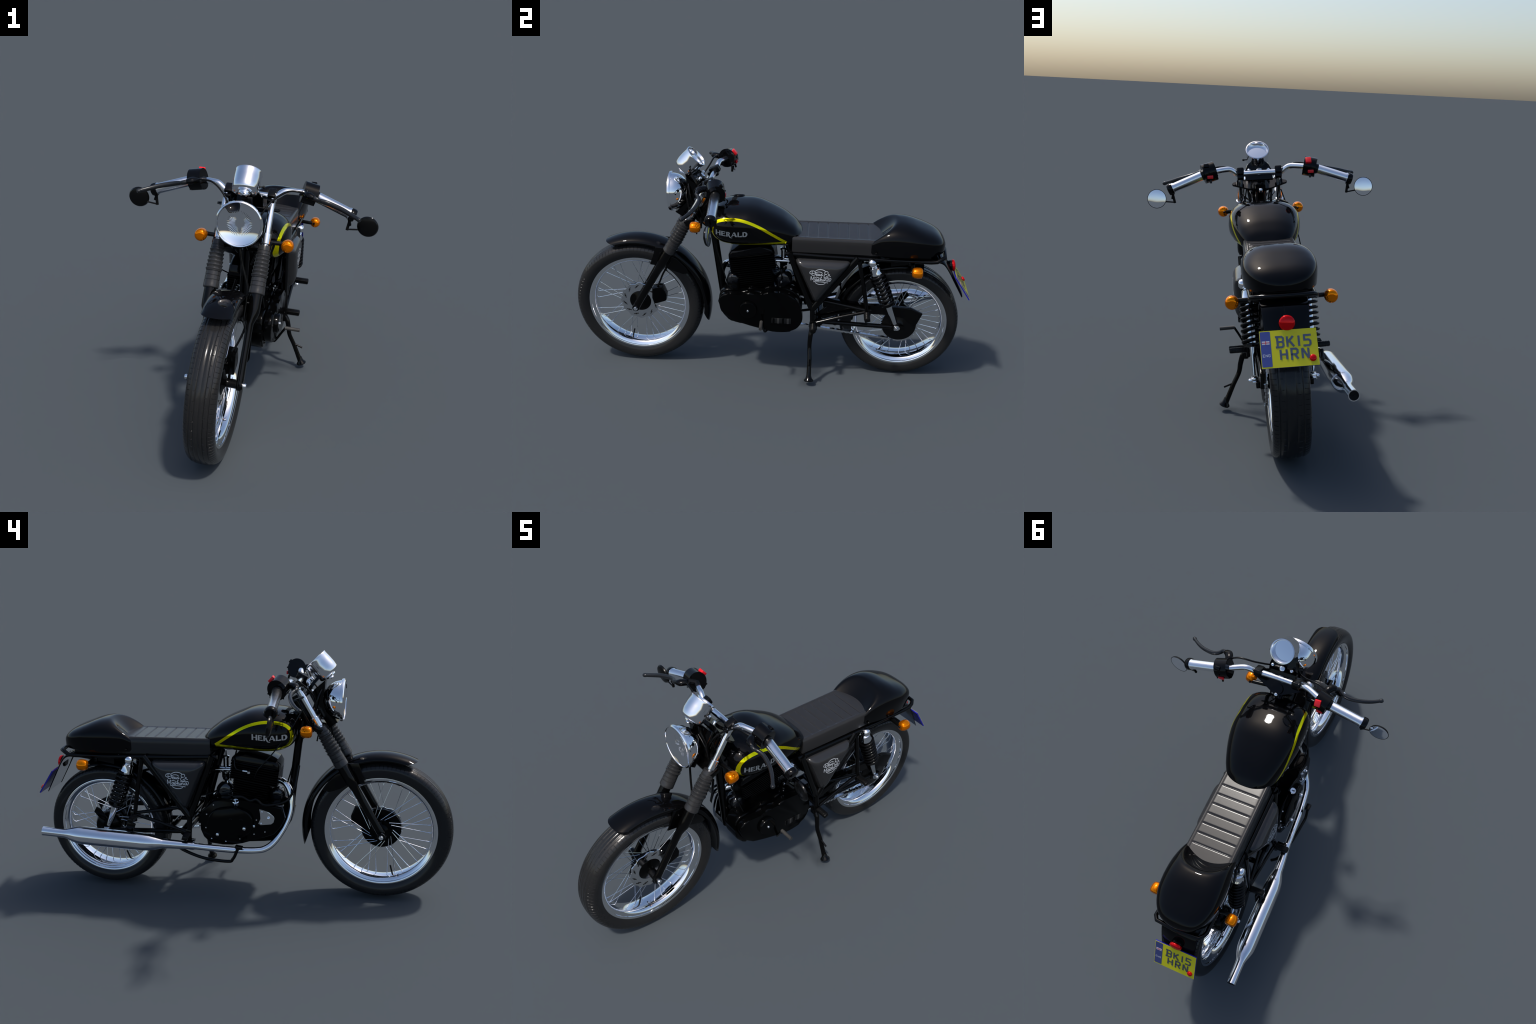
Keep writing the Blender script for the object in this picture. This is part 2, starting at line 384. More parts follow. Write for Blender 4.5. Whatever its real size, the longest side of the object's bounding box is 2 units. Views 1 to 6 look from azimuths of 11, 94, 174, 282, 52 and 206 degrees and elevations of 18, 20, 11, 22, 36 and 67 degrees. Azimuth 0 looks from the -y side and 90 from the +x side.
# ------------------------------------------------------------------ headlamp
HL = group('headlamp')
hc = Vector((0, -.482, .948)); hd = (0, -1, -0.03)
lathe('headlamp_shell', [(0.0, -.086), (.022, -.085), (.04, -.079), (.06, -.066), (.075, -.05), (.084, -.034), (.089, -.015), (.0905, 0)], hc, hd, CHROME, HL, 72, open_end=True)
lathe('headlamp_rim', [(.0895, -.004), (.0965, -.004), (.0985, .002), (.0975, .009), (.093, .0125), (.0895, .011), (.0885, .004)], hc, hd, CHROME, HL, 72, open_end=True)
def dish(r): return -.013 + .0205 * (r / .0885) ** 2.5
lathe('reflector', [(0, dish(0))] + [(.0885 * k / 14, dish(.0885 * k / 14)) for k in range(1, 15)], hc, hd, MIRROR, HL, 96, 60, open_end=True)
def flutes():
    V = []; F = []; q = aim(hd); n = 44
    for k in range(n):
        a = 2 * PI * (k + .5) / n; rad = Vector((math.cos(a), math.sin(a), 0)); tan = Vector((-math.sin(a), math.cos(a), 0)); b = len(V)
        st = [.018 + (.036) * i / 5 for i in range(6)]
        for i, r in enumerate(st):
            w = .0011 * r / .04 + .0002; h = .0005 * math.sin(PI * (i + .3) / 5.6)
            for p in (rad * r - tan * w + Vector((0, 0, dish(r))), rad * r + Vector((0, 0, dish(r) + h)), rad * r + tan * w + Vector((0, 0, dish(r)))):
                V.append(hc + q @ p)
        for i in range(5):
            for j in range(2): F.append((b + i * 3 + j, b + i * 3 + j + 1, b + i * 3 + j + 4, b + i * 3 + j + 3))
    o = mesh_object('reflector_flutes', V, F, CHROME, HL, 20, False); o['kind'] = 'stuff'
flutes()

# ------------------------------------------------------------------ speedometer
SP = group('speedometer')
sc = Vector((0, -.360, 1.131)); sd = Vector((0, .70, .714))
lathe('speedometer_case', [(0, -.097), (.02, -.0965), (.040, -.0945), (.049, -.090), (.0535, -.081), (.0555, -.06), (.0565, -.03), (.0565, -.006), (.0575, -.002), (.057, .003), (.0525, .004), (.049, -.002), (.0475, -.02)], sc, sd, SATIN, SP, 64, 50, open_end=True)
lathe('speedometer_face', [(.0478, -.019), (.03, -.0185), (0, -.018)], sc, sd, MIRROR, SP, 64)
lathe('speedometer_mount', [(0, -.014), (.01, -.013), (.014, -.008), (.024, -.004), (.026, .002)], sc - sd * .098, sd, CHROME, SP, 32)
tube('reset_knob', [(0.05, -.38, 1.085), (.066, -.38, 1.085)], 0.003, MATTE, SP, smooth=False)
lathe('reset_knob', [(.006, 0), (.005, .009), (0, .01)], (.066, -.38, 1.085), (1, 0, 0), MATTE, SP, 12)

# ------------------------------------------------------------------ handlebar
HB = group('handlebar')
half_bar = [(.0, -.284, 1.027), (.09, -.283, 1.026), (.112, -.279, 1.031), (.14, -.272, 1.050), (.165, -.265, 1.053), (.21, -.246, 1.050), (.245, -.234, 1.046), (.30, -.232, 1.028), (.43, -.2325, .981)]
tube('bar', [(-x, y, z) for x, y, z in half_bar[:0:-1]] + half_bar, 0.0138, SATIN, HB, sub=6, seg=24)
for s in (1, -1):
    S = lambda x, y, z: Vector((s * x, y, z))
    gd = (S(.43, -.2325, .981) - S(.27, -.2325, 1.040)).normalized()
    q = aim(gd)
    g0 = S(.27, -.2325, 1.0378)
    lathe('grip', [(.0215, 0), (.0225, .002), (.0225, .15), (.0252, .156), (.0252, .16), (.022, .162)], g0, gd, GRIPM, HB, 36)
    lathe('grip_collar', [(.0235, -.004), (.0245, 0), (.0245, .012), (.0235, .014)], g0 - gd * .004, gd, MATTE, HB, 32)
    ge = g0 + gd * .162
    lathe('bar_end', [(.02, -.002), (.0278, 0), (.0287, .006), (.0287, .016), (.025, .023), (.012, .026), (0, .0265)], ge, gd, PAINT, HB, 36)
    # bar end mirror
    MR = group('mirror')
    box('mirror_clamp', S(.421, -.234, .955), (.012, .018, .05), PAINT, MR, Matrix.Rotation(s * math.radians(-14), 4, 'Y'), 0.003)
    tube('mirror_arm', [S(.425, -.234, .965), S(.416, -.236, .911)], 0.0062, MATTE, MR, smooth=False)
    tube('mirror_arm', [S(.414, -.237, .914), S(.462, -.239, .920)], 0.0036, MATTE, MR, smooth=False)
    mn = Vector((.12 if s > 0 else 0.0, .985, .135)).normalized(); mc = S(.5005, -.236, .936)
    lathe('mirror_shell', [(0, -.013), (.03, -.011), (.042, -.006), (.0452, 0), (.0452, .0005)], mc, mn, MATTE, MR, 48)
    lathe('mirror_bezel', [(.0452, .0003), (.0458, .001), (.0458, .0028), (.0445, .0034), (.0433, .003)], mc, mn, PAINT, MR, 48, open_end=True)
    lathe('mirror_glass', [(.0435, .0028), (.035, .0042), (.022, .0055), (.01, .006), (0, .0061)], mc, mn, MIRRORG, MR, 48, 70)
    # switch housing: flattened drum round the bar
    W = .060
    sw = S(.243, -.2345, 1.0455); sq = (S(.27, -.2325, 1.038) - S(.215, -.243, 1.051)).normalized()
    out = []
    for i in range(40):
        a = 2 * PI * i / 40
        y, z = .0435 * math.cos(a), .0465 * math.sin(a)
        if z < -.02 and y > -0.02: y = max(min(y * 1.2, .040), -.0435); z = max(z, -.047)
        out.append((y, z))
    bm = bmesh.new()
    va = [bm.verts.new((-W / 2, y, z)) for y, z in out]; vb = [bm.verts.new((W / 2, y, z)) for y, z in out]
    fa = bm.faces.new(va); fb = bm.faces.new(vb[::-1])
    for i in range(40): bm.faces.new((va[i], vb[i], vb[(i + 1) % 40], va[(i + 1) % 40]))
    bmesh.ops.bevel(bm, geom=[e for f in (fa, fb) for e in f.edges], offset=.006, segments=3, affect='EDGES', profile=.5)
    rotm = Vector((1, 0, 0)).rotation_difference(sq if sq.x > 0 else -sq).to_matrix().to_4x4()
    bm.transform(Matrix.Translation(sw + Vector((0, 0, .002))) @ rotm)
    SH = from_bm('switch_housing', bm, PAINT, HB)
    if s < 0:
        box('kill_switch', sw + Vector((.010, .034, .036)), (.027, .014, .030), REDSW, SH, rx(42), .002)
        box('starter_button', sw + Vector((.002, .0435, -.016)), (.028, .008, .015), REDSW, SH, rx(0), .002)
    else:
        box('dip_switch', sw + Vector((0.012, .026, .034)), (.026, .022, .02), PAINT, SH, rx(38), .004)
        box('horn_button', sw + Vector((-.004, .0435, -.016)), (.028, .008, .015), REDSW, SH, rx(0), .002)
    tube('switch_toggle', [sw + Vector((0, .038, .004)), sw + Vector((.002, .047, .008))], .004, MATTE, SH, smooth=False)
    tube('switch_toggle', [sw + Vector((-.006 * s, .036, -.030)), sw + Vector((-.006 * s, .040, -.046))], .005, MATTE, SH, smooth=False)
    # lever perch and lever
    LV = group('lever_assembly', HB)
    tube('lever_perch', [S(.238, -.262, 1.05), S(.24, -.285, 1.056), S(.252, -.305, 1.055), S(.272, -.312, 1.05)], [.014, .018, .019, .012], PAINT, LV, ry=.8)
    tube('lever', [S(.255, -.306, 1.053), S(.283, -.316, 1.046), S(.298, -.307, 1.040), S(.318, -.299, 1.034), S(.345, -.299, 1.027), S(.39, -.311, 1.016), S(.43, -.331, 1.004), S(.464, -.355, .995)],
         [.011, .010, .0095, .0105, .0108, .0105, .0098, .009], LEVER, LV, ry=.8)
    lathe('lever_ball', [(0, -.010), (.007, -.009), (.0095, -.003), (.0095, .003), (.007, .009), (0, .010)], S(.464, -.355, .995), (S(.464, -.355, .995) - S(.43, -.331, 1.004)), LEVER, LV, 20)
    tube('control_cable', [S(.232, -.285, 1.058), S(.2, -.297, 1.064), S(.165, -.303, 1.062), S(.13, -.315, 1.043), S(.095, -.338, 1.012), S(.072, -.362, .975), S(.05, -.37, .92), S(.04, -.36, .86)], .0042, MATTE, HB)
    # bar clamps
    CL = group('bar_clamp', HB)
    box('clamp_cap', S(.0925, -.2835, 1.034), (.034, .052, .034), MATTE, CL, rx(28), .006)
    box('clamp_base', S(.0925, -.291, 1.013), (.032, .05, .034), FRAME, CL, rx(28), .004)
    tube('clamp_post', [S(.0925, -.293, 1.005), S(.0925, -.306, .976)], .011, CHROME, CL, smooth=False)
# loose cables between headlamp and frame
tube('wiring_loom', [(.03, -.395, 1.0), (.055, -.385, .95), (.05, -.37, .88), (.04, -.345, .82), (.03, -.31, .78)], .005, MATTE, FORK)
tube('wiring_loom', [(-.03, -.39, 1.0), (-.06, -.375, .96), (-.055, -.36, .88), (-.04, -.34, .81), (-.03, -.30, .77)], .006, MATTE, FORK)
tube('wiring_loom', [(.02, -.40, .99), (.072, -.40, .95), (.075, -.385, .87), (.06, -.37, .80), (.04, -.36, .74)], .0035, MATTE, FORK)
tube('brake_hose', [(.03, -.572, .43), (.05, -.555, .47), (.068, -.53, .53), (.068, -.49, .60), (.05, -.455, .68), (.02, -.44, .76), (.002, -.43, .83), (0, -.415, .88)], .0048, MATTE, FORK)

tube('throttle_cable', [(-.10, -.345, .955), (-.112, -.31, .91), (-.133, -.268, .84), (-.165, -.19, .735), (-.17, -.12, .655), (-.15, -.095, .61), (-.10, -.06, .575)], .0028, MATTE, FORK)
tube('clutch_cable', [(.06, -.36, .96), (.075, -.335, .88), (.07, -.30, .80), (.06, -.265, .70), (.075, -.23, .58), (.09, -.2, .49)], .0035, MATTE, FORK)
# front signals
def signal(x, y, z, fwd, base, parent):
    G = group('turn_signal')
    d = (0, fwd, 0)
    lathe('signal_lens', [(0, .026), (.012, .0255), (.02, .0235), (.0245, .019), (.0265, .01), (.0268, 0), (.0255, -.012), (.0225, -.019)], (x, y, z), d, AMBER, G, 36, 50)
    lathe('signal_body', [(.0228, -.018), (.020, -.023), (.012, -.026), (0, -.0265)], (x, y, z), d, AMBER, G, 36, 50)
    tube('signal_stalk', [(base, y - fwd * .013, z), (x - math.copysign(.012, x), y - fwd * .022, z)], .0095, MATTE, G, smooth=False, seg=14)
    lathe('stalk_screw', [(.006, 0), (.006, .006), (.004, .009), (0, .0095)], (x - math.copysign(.004, x), y - fwd * .024, z), (0, -fwd, 0), MATTE, G, 12)
for s in (1, -1):
    signal(.186 * s, -.343, .839, -1, .085 * s, None)
    signal(.189 * s, .722, .651, 1, .085 * s, None)
box('signal_mount', (0, .70, .652), (.2, .03, .02), MATTE, None, None, .004)

# ------------------------------------------------------------------ front fender
def arch(name, C, ang0, ang1, half, r_edge, r_top, mat, parent, n=48, taper0=0.0, taper1=0.0, lip=0.0015):
    m = 17; V = []; F = []
    for layer in (0, 1):
        for i in range(n + 1):
            t = i / n
            for j in range(m):
                u = -1 + 2 * j / (m - 1)
                pull = (taper0 * (1 - t) ** 3 * u * u - taper1 * t ** 3 * u * u)
                a = math.radians(ang0 + (ang1 - ang0) * t + pull * (1 if ang1 > ang0 else -1))
                hh = half
                ph = u * PI / 2
                x = hh * math.sin(ph) ** 1 if False else hh * math.copysign(abs(math.sin(ph)) ** .85, u)
                r = r_edge + (r_top - r_edge) * (max(math.cos(ph), 0) ** .9) - (0.002 if layer else 0)
                x *= (0.97 if layer else 1)
                V.append(C + Vector((x, r * math.cos(a), r * math.sin(a))))
    k = (n + 1) * m
    for i in range(n):
        for j in range(m - 1):
            q = i * m + j
            F.append((q, q + 1, q + m + 1, q + m)); F.append((k + q, k + q + m, k + q + m + 1, k + q + 1))
    for i in range(n):
        for j in (0, m - 1):
            q = i * m + j; F.append((q, q + m, k + q + m, k + q))
    for j in range(m - 1):
        for i in (0, n):
            q = i * m + j; F.append((q, q + 1, k + q + 1, k + q))
    return mesh_object(name, V, F, mat, parent, 55)
FF = group('front_fender')
arch('fender_shell', FC, 115.5, -14.5, .066, .343, .374, PAINT, FF, 56, 9, 9)
for s in (1, -1):
    prism('fender_bracket', [(-.566, .672), (-.515, .668), (-.50, .62), (-.545, .568), (-.597, .576), (-.58, .62)], s * .0665, s * .0725, FRAME, FF, .002)
    prism('fender_stay', [(-.51, .635), (-.46, .612), (-.415, .565), (-.40, .535), (-.43, .528), (-.49, .548), (-.51, .56), (-.51, .60)], s * .066, s * .0715, FRAME, FF, .002)
    bolt('fender_bolt', (s * .0725, -.54, .64), (s, 0, 0), .006, FRAME, FF)

# ------------------------------------------------------------------ tank
TANK_SEC = [  # y, half width, bottom, top
    (-.2885, .035, .805, .842), (-.287, .075, .795, .856), (-.283, .099, .784, .866), (-.275, .123, .768, .876), (-.26, .142, .747, .8875), (-.24, .154, .733, .897),
    (-.21, .162, .7205, .905), (-.17, .1665, .7145, .9095), (-.13, .1675, .713, .9105), (-.09, .1675, .713, .910), (-.05, .1625, .713, .903), (-.01, .155, .713, .888),
    (.03, .145, .713, .871), (.07, .132, .713, .851), (.10, .12, .713, .831), (.13, .103, .714, .808), (.15, .083, .715, .787), (.165, .058, .717, .770), (.173, .032, .72, .755), (.177, .008, .725, .742)]
def interp(tab, y):
    P = tab
    for i in range(len(P) - 1):
        if y <= P[i + 1][0] or i == len(P) - 2:
            t = (y - P[i][0]) / (P[i + 1][0] - P[i][0]); return [P[i][k] + (P[i + 1][k] - P[i][k]) * t for k in range(1, len(P[i]))]
def build_tank():
    rows = []
    pts = catmull([(p[0], p[1], p[2]) for p in TANK_SEC], 4); tops = catmull([(p[0], p[3], 0) for p in TANK_SEC], 4)
    V = []; F = []; S = 72
    for a, b in zip(pts, tops):
        y, w, zb, zt = a.x, a.y, a.z, b.y
        zm = zb + (zt - zb) * .44
        for k in range(S):
            an = 2 * PI * k / S; c, s = math.cos(an), math.sin(an)
            e = 2 / 2.8 if s >= 0 else 2 / 2.9
            x = w * math.copysign(abs(c) ** e, c)
            z = zm + (zt - zm if s >= 0 else zm - zb) * math.copysign(abs(s) ** (2 / 2.55 if s >= 0 else 2 / 2.4), s)
            V.append((x, y, z))
    n = len(pts)
    for i in range(n - 1):
        for k in range(S): F.append((i * S + k, i * S + (k + 1) % S, (i + 1) * S + (k + 1) % S, (i + 1) * S + k))
    F += [tuple(range(S)), tuple(range((n - 1) * S, n * S))]
    return V, F
TV, TF = build_tank()
TANK = mesh_object('fuel_tank', TV, TF, PAINT, None, 80)
TANK_BVH = BVHTree.FromPolygons([Vector(v) for v in TV], TF)

def ribbon(name, bvh, path, width, mat, parent, side, lift=.0007, sub=6, closed=False, target=None, nw=4, thick=True):
    """lay a flat band along a (y, z) path onto a surface reached by rays along x."""
    C = catmull([(p[0], p[1], 0) for p in path], sub, closed) if sub > 1 else [Vector((p[0], p[1], 0)) for p in path]
    return lay(name, bvh, C, width, mat, parent, side, lift, closed, nw)
def hit(bvh, y, z, side, tgt=None):
    if tgt is None: o = Vector((side * .6, y, z)); d = Vector((-side, 0, 0))
    else: o = Vector((side * .6, y, z)); d = Vector((-side, 0, 0))
    loc, nor, idx, dist = bvh.ray_cast(o, d)
    return (loc, nor) if loc else (None, None)
def lay(name, bvh, C, width, mat, parent, side, lift, closed, nw=4):
    n = len(C); V = []; F = []; rows = []
    for i in range(n):
        a = C[(i - 1) % n] if closed else C[max(i - 1, 0)]; b = C[(i + 1) % n] if closed else C[min(i + 1, n - 1)]
        T = (b - a).normalized(); N = Vector((-T.y, T.x, 0)); row = []
        w = width[i * (len(width) - 1) // max(n - 1, 1)] if isinstance(width, (list, tuple)) else width
        for j in range(nw + 1):
            p = C[i] + N * w * (j / nw - .5)
            loc, nor = hit(bvh, p.x, p.y, side)
            if loc is None:
                loc, nor, _, _ = bvh.find_nearest(Vector((side * .08, p.x, p.y)))
            if nor.dot(loc - Vector((0, loc.y, loc.z))) < 0: nor = -nor
            row.append(len(V)); V.append(loc + nor * lift)
        rows.append(row)
    for i in range(n if closed else n - 1):
        a, b = rows[i], rows[(i + 1) % n]
        for j in range(nw): F.append((a[j], a[j + 1], b[j + 1], b[j]))
    return mesh_object(name, V, F, mat, parent, 60)

STRIPE = [(.090, .752), (.060, .772), (.02, .800), (-.03, .832), (-.075, .853), (-.115, .864), (-.155, .8685), (-.195, .867), (-.222, .862), (-.245, .853), (-.262, .836), (-.2685, .812), (-.266, .788), (-.256, .769), (-.238, .755), (-.215, .746), (-.18, .739), (-.14, .738), (-.07, .744), (.0, .749), (.05, .7505)]
for s in (1, -1):
    # sharp rear point: two separate runs meeting at the tip
    top = catmull([(p[0], p[1], 0) for p in STRIPE[:14]] + [(p[0], p[1], 0) for p in STRIPE[14:]] + [(.088, .7505, 0)], 5)
    lay('tank_stripe', TANK_BVH, top, .0122, YELLOW, TANK, s, .0006, False, 4)

def glyph_quads(name, quads, place, mat, parent, lift0=.0007, cuts=3):
    """quads: list of 4-corner patches in text space; place maps (u, v) -> (point, normal)."""
    V = []; F = []
    for i, q in enumerate(quads):
        for k in range(cuts + 1):
            for l in range(cuts + 1):
                s, t = k / cuts, l / cuts
                u = (q[0][0] * (1 - s) + q[1][0] * s) * (1 - t) + (q[3][0] * (1 - s) + q[2][0] * s) * t
                v = (q[0][1] * (1 - s) + q[1][1] * s) * (1 - t) + (q[3][1] * (1 - s) + q[2][1] * s) * t
                p, nn = place(u, v); V.append(p + nn * (lift0 + .00008 * (i % 5)))
        b = i * (cuts + 1) ** 2
        for k in range(cuts):
            for l in range(cuts):
                a = b + k * (cuts + 1) + l; F.append((a, a + 1, a + cuts + 2, a + cuts + 1))
    me = bpy.data.meshes.new(name); me.from_pydata([tuple(v) for v in V], [], F); me.update()
    return finish(name, me, mat, parent, 60)
def seg_quad(a, b, w0, w1=None):
    w1 = w1 or w0; a = Vector(a); b = Vector(b); t = (b - a).normalized(); n = Vector((-t.y, t.x))
    return [tuple(a - n * w0 / 2), tuple(b - n * w1 / 2), tuple(b + n * w1 / 2), tuple(a + n * w0 / 2)]
def arc_quads(c, r, a0, a1, w, n=10, ry=1.0, w_mid=None):
    out = []
    for i in range(n):
        p = []
        for t, sgn in ((i / n, -1), ((i + 1) / n, -1), ((i + 1) / n, 1), (i / n, 1)):
            a = math.radians(a0 + (a1 - a0) * t); ww = w + ((w_mid or w) - w) * math.sin(PI * t)
            p.append((c[0] + (r + sgn * ww / 2) * math.cos(a), c[1] + (r * ry + sgn * ww / 2) * math.sin(a)))
        out.append(p)
    return out
def fit_surface(bvh, side, u0, u1, v0, v1):
    """text box (0..1, 0..1) onto (y, z) box; reads left to right seen from that side."""
    def f(u, v):
        y = u0 + (u1 - u0) * u; z = v0 + (v1 - v0) * v
        loc, nor = hit(bvh, y, z, side)
        if loc is None: loc, nor, _, _ = bvh.find_nearest(Vector((side * .16, y, z)))
        if nor.x * side < 0: nor = -nor
        return loc, nor
    return f
# tank lettering, unit height, total width 6.1 (flared strokes)
def herald():
    L = []; W = 0.27
    def add(x, qs): L.append([[(x + u, v) for u, v in q] for q in qs])
    add(0.0, [[(0, -.02), (W, 0), (W - .02, 1), (.02, 1.02)], [(.66, 0), (.93, -.02), (.91, 1.02), (.68, 1)], [(W - .01, .44), (.67, .44), (.67, .58), (W - .01, .58)]])
    add(1.03, [[(0, 0), (W, 0), (W - .02, 1), (.02, 1)], [(W, .0), (.78, -.03), (.8, .18), (W, .14)], [(W - .01, .45), (.66, .45), (.66, .59), (W - .01, .58)], [(W - .02, .86), (.76, .8), (.74, 1.0), (W - .02, 1)]])
    r = [[(0, -.04), (W, -.02), (W - .02, 1), (.02, 1)]] + [[(u * 1.0, v) for u, v in q] for q in arc_quads((.36, .73), .19, 95, -100, .17, 10, 1.0, .24)]
    r += [[(W - .02, .9), (.36, .83), (.36, 1.0), (W - .02, 1.0)], [(W, .42), (.52, .5), (.78, -.12), (.52, -.12)], [(.52, -.12), (.78, -.12), (.92, -.2), (.74, -.33)], [(.92, -.2), (1.12, -.2), (1.02, -.32), (.74, -.33)]]
    add(1.93, r)
    add(2.83, [[(0.0, -.02), (.17, -.02), (.52, .98), (.4, 1.0)], [(.4, 1.0), (.66, 1.0), (1.05, .0), (.72, .0)], [(.27, .26), (.68, .26), (.62, .38), (.31, .38)]])
    add(3.94, [[(0, 0), (W, 0), (W - .02, 1), (.02, 1)], [(W, 0), (.76, -.02), (.82, .28), (W, .16)]])
    d = [[(0, 0), (W, 0), (W - .02, 1), (.02, 1)]] + arc_quads((.34, .5), .40, 90, -90, .17, 14, 1.05, .30)
    d += [[(W - .02, .83), (.34, .84), (.34, 1.0), (W - .02, 1)], [(W, 0), (.34, 0), (.34, .165), (W, .16)]]
    add(4.82, d)
    return L
GL = herald(); TW = 5.72
for s in (1, -1):
    y0, y1 = (-.2495, -.0945) if s > 0 else (-.0915, -.2515)
    f = fit_surface(TANK_BVH, s, y0, y1, .7905, .8155)
    names = 'HERALD'
    for k, qs in enumerate(GL):
        Q = []
        for q in qs:
            g = []
            for u, v in q:
                uu = u / TW; bow = .16 * ((uu - .5) * 2) ** 2
                g.append((uu, v * (.92 + .12 * abs(uu - .5) * 2) + bow - .08))
            Q.append(g)
        glyph_quads('tank_letter', Q, f, CHROME, TANK, .0006, 2)
# filler cap
capc = Vector((-.094, -.162, .889)); capn = Vector((-.42, -.06, .90)).normalized()
lathe('filler_cap', [(.034, -.004), (.034, .003), (.031, .006), (.0295, .008), (.0295, .013), (.027, .0155), (.012, .0165), (0, .0168)], capc, capn, PAINT, TANK, 40)
box('cap_hinge', capc + Vector((.004, -.036, .004)), (.03, .02, .01), MATTE, TANK, rx(5), .003)
box('cap_latch', capc + Vector((-.01, .033, .0)), (.02, .022, .008), MATTE, TANK, rx(-12), .003)

# ------------------------------------------------------------------ seat
ST = group('seat')
def seat_pad():
    y0, y1 = .118, .56; ny = 180; nx = 40; V = []; F = []
    gro = [.190, .239, .289, .339, .390, .439, .490]
    for i in range(ny + 1):
        y = y0 + (y1 - y0) * i / ny
        hw = .1125 + .006 * (y - y0) / (y1 - y0)
        hb = hw + .002
        prof = [(hb - .006, .698), (hb, .700), (hb, .712), (hb + .001, .745), (hw + .001, .762), (hw - .002, .7705), (hw - .007, .7745), (hw - .012, .7750), (hw - .019, .7728), (hw - .022, .7725)]
        half = prof + [(hw - .022 - (hw - .022) * k / 9, .7725) for k in range(1, 10)]
        pts = half + [(-x, z) for x, z in half[-2::-1]]
        for x, z in pts:
            if z > .772 and abs(x) < hw - .020:
                d = min(abs(y - g) for g in gro)
                fade = min(1, max(0, (hw - .020 - abs(x)) / .006))
                z -= .0036 * fade * math.exp(-(d / .0026) ** 2)
                pass
            V.append((x, y, z))
    m = len(pts)
    for i in range(ny):
        for j in range(m - 1): F.append((i * m + j, i * m + j + 1, (i + 1) * m + j + 1, (i + 1) * m + j))
        F.append((i * m + m - 1, i * m, (i + 1) * m, (i + 1) * m + m - 1))
    F += [tuple(range(m)), tuple(range(ny * m, ny * m + m))]
    mesh_object('seat_pad', V, F, SEATM, ST, 50)
seat_pad()
COWL = [  # y, half width, bottom, crest height
    (.500, .1225, .705, .785), (.516, .126, .704, .80), (.54, .1305, .704, .818), (.575, .1375, .704, .837), (.615, .143, .704, .847), (.66, .1455, .704, .8465), (.70, .1445, .705, .838),
    (.74, .1395, .706, .824), (.78, .128, .707, .809), (.81, .114, .708, .796), (.833, .0965, .709, .782), (.848, .077, .711, .768), (.858, .053, .714, .754), (.8635, .027, .718, .742), (.865, .008, .7225, .734)]
def cowl():
    a = catmull([(p[0], p[1], p[2]) for p in COWL], 5); b = catmull([(p[0], p[3], 0) for p in COWL], 5)
    V = []; F = []; S = 61
    for p, t in zip(a, b):
        y, w, zb, zt = p.x, p.y, p.z, t.y
        zm = zb + min(.058, (zt - zb) * .5)
        for k in range(S):
            u = k / (S - 1)
            if u < .14 or u > .86:
                f = (u / .14) if u < .5 else (1 - u) / .14
                x = w * (.965 + .035 * math.sin(f * PI / 2)); z = zb + (zm - zb) * f; x = -x if u < .5 else x
            else:
                an = PI - (u - .14) / .72 * PI
                c, s = math.cos(an), math.sin(an)
                x = w * math.copysign(abs(c) ** (2 / 2.7), c); z = zm + (zt - zm) * abs(s) ** (2 / 2.5)
            # scooped front face rising from the pad
            y0 = .500 + .046 * (1 - min(1, (x / .115) ** 2))
            zf = .7675 + max(0, y - y0) * (.72 + .35 * (1 - min(1, (x / .12) ** 2))) + (0 if y >= y0 else (y - y0) * .25)
            zf = max(zf, min(z, .762))
            kk = .012; h = max(kk - abs(z - zf), 0) / kk
            z = min(z, zf) - h * h * kk * .25
            V.append((x, y, z))
    n = len(a)
    for i in range(n - 1):
        for k in range(S - 1): F.append((i * S + k, i * S + k + 1, (i + 1) * S + k + 1, (i + 1) * S + k))
        F.append((i * S + S - 1, i * S, (i + 1) * S, (i + 1) * S + S - 1))
    F += [tuple(range(S)), tuple(range((n - 1) * S, n * S))]
    mesh_object('seat_cowl', V, F, PAINT, ST, 75)
cowl()
for s in (1, -1): bolt('cowl_screw', (s * .128, .525, .715), (s, 0, 0), .007, MATTE, ST)

# ------------------------------------------------------------------ frame
FRM = group('frame')
def pipe(pts, r=.0105, name='frame_tube', mat=FRAME, smooth=False, parent=None):
    return tube(name, pts, r, mat, parent or FRM, smooth=smooth, seg=18)
tube('frame_loop', [(.12, .084, .692), (.12, .30, .683), (.12, .6, .678), (.12, .79, .677), (.122, .82, .681), (.119, .838, .693), (.104, .857, .698), (0, .864, .699), (-.104, .857, .698), (-.119, .838, .693), (-.122, .82, .681), (-.12, .79, .677), (-.12, .6, .678), (-.12, .30, .683), (-.12, .084, .692)], .0098, FRAME, FRM, smooth=False, seg=18)
box('seat_base', (0, .33, .691), (.226, .44, .022), MATTE, FRM, None, .003)
box('cowl_base', (0, .66, .697), (.226, .26, .022), MATTE, FRM, None, .003)
tube('down_tube', [(0, -.30, .85), (0, -.279, .74), (0, -.236, .41), (0, -.226, .36)], .0185, FRAME, FRM, smooth=False, seg=20)
pipe([(0, -.28, .88), (0, -.1, .80), (0, .08, .715)], .02, 'backbone_tube')
box('head_gusset', (0, -.25, .83), (.04, .07, .10), FRAME, FRM, rx(15), .006)
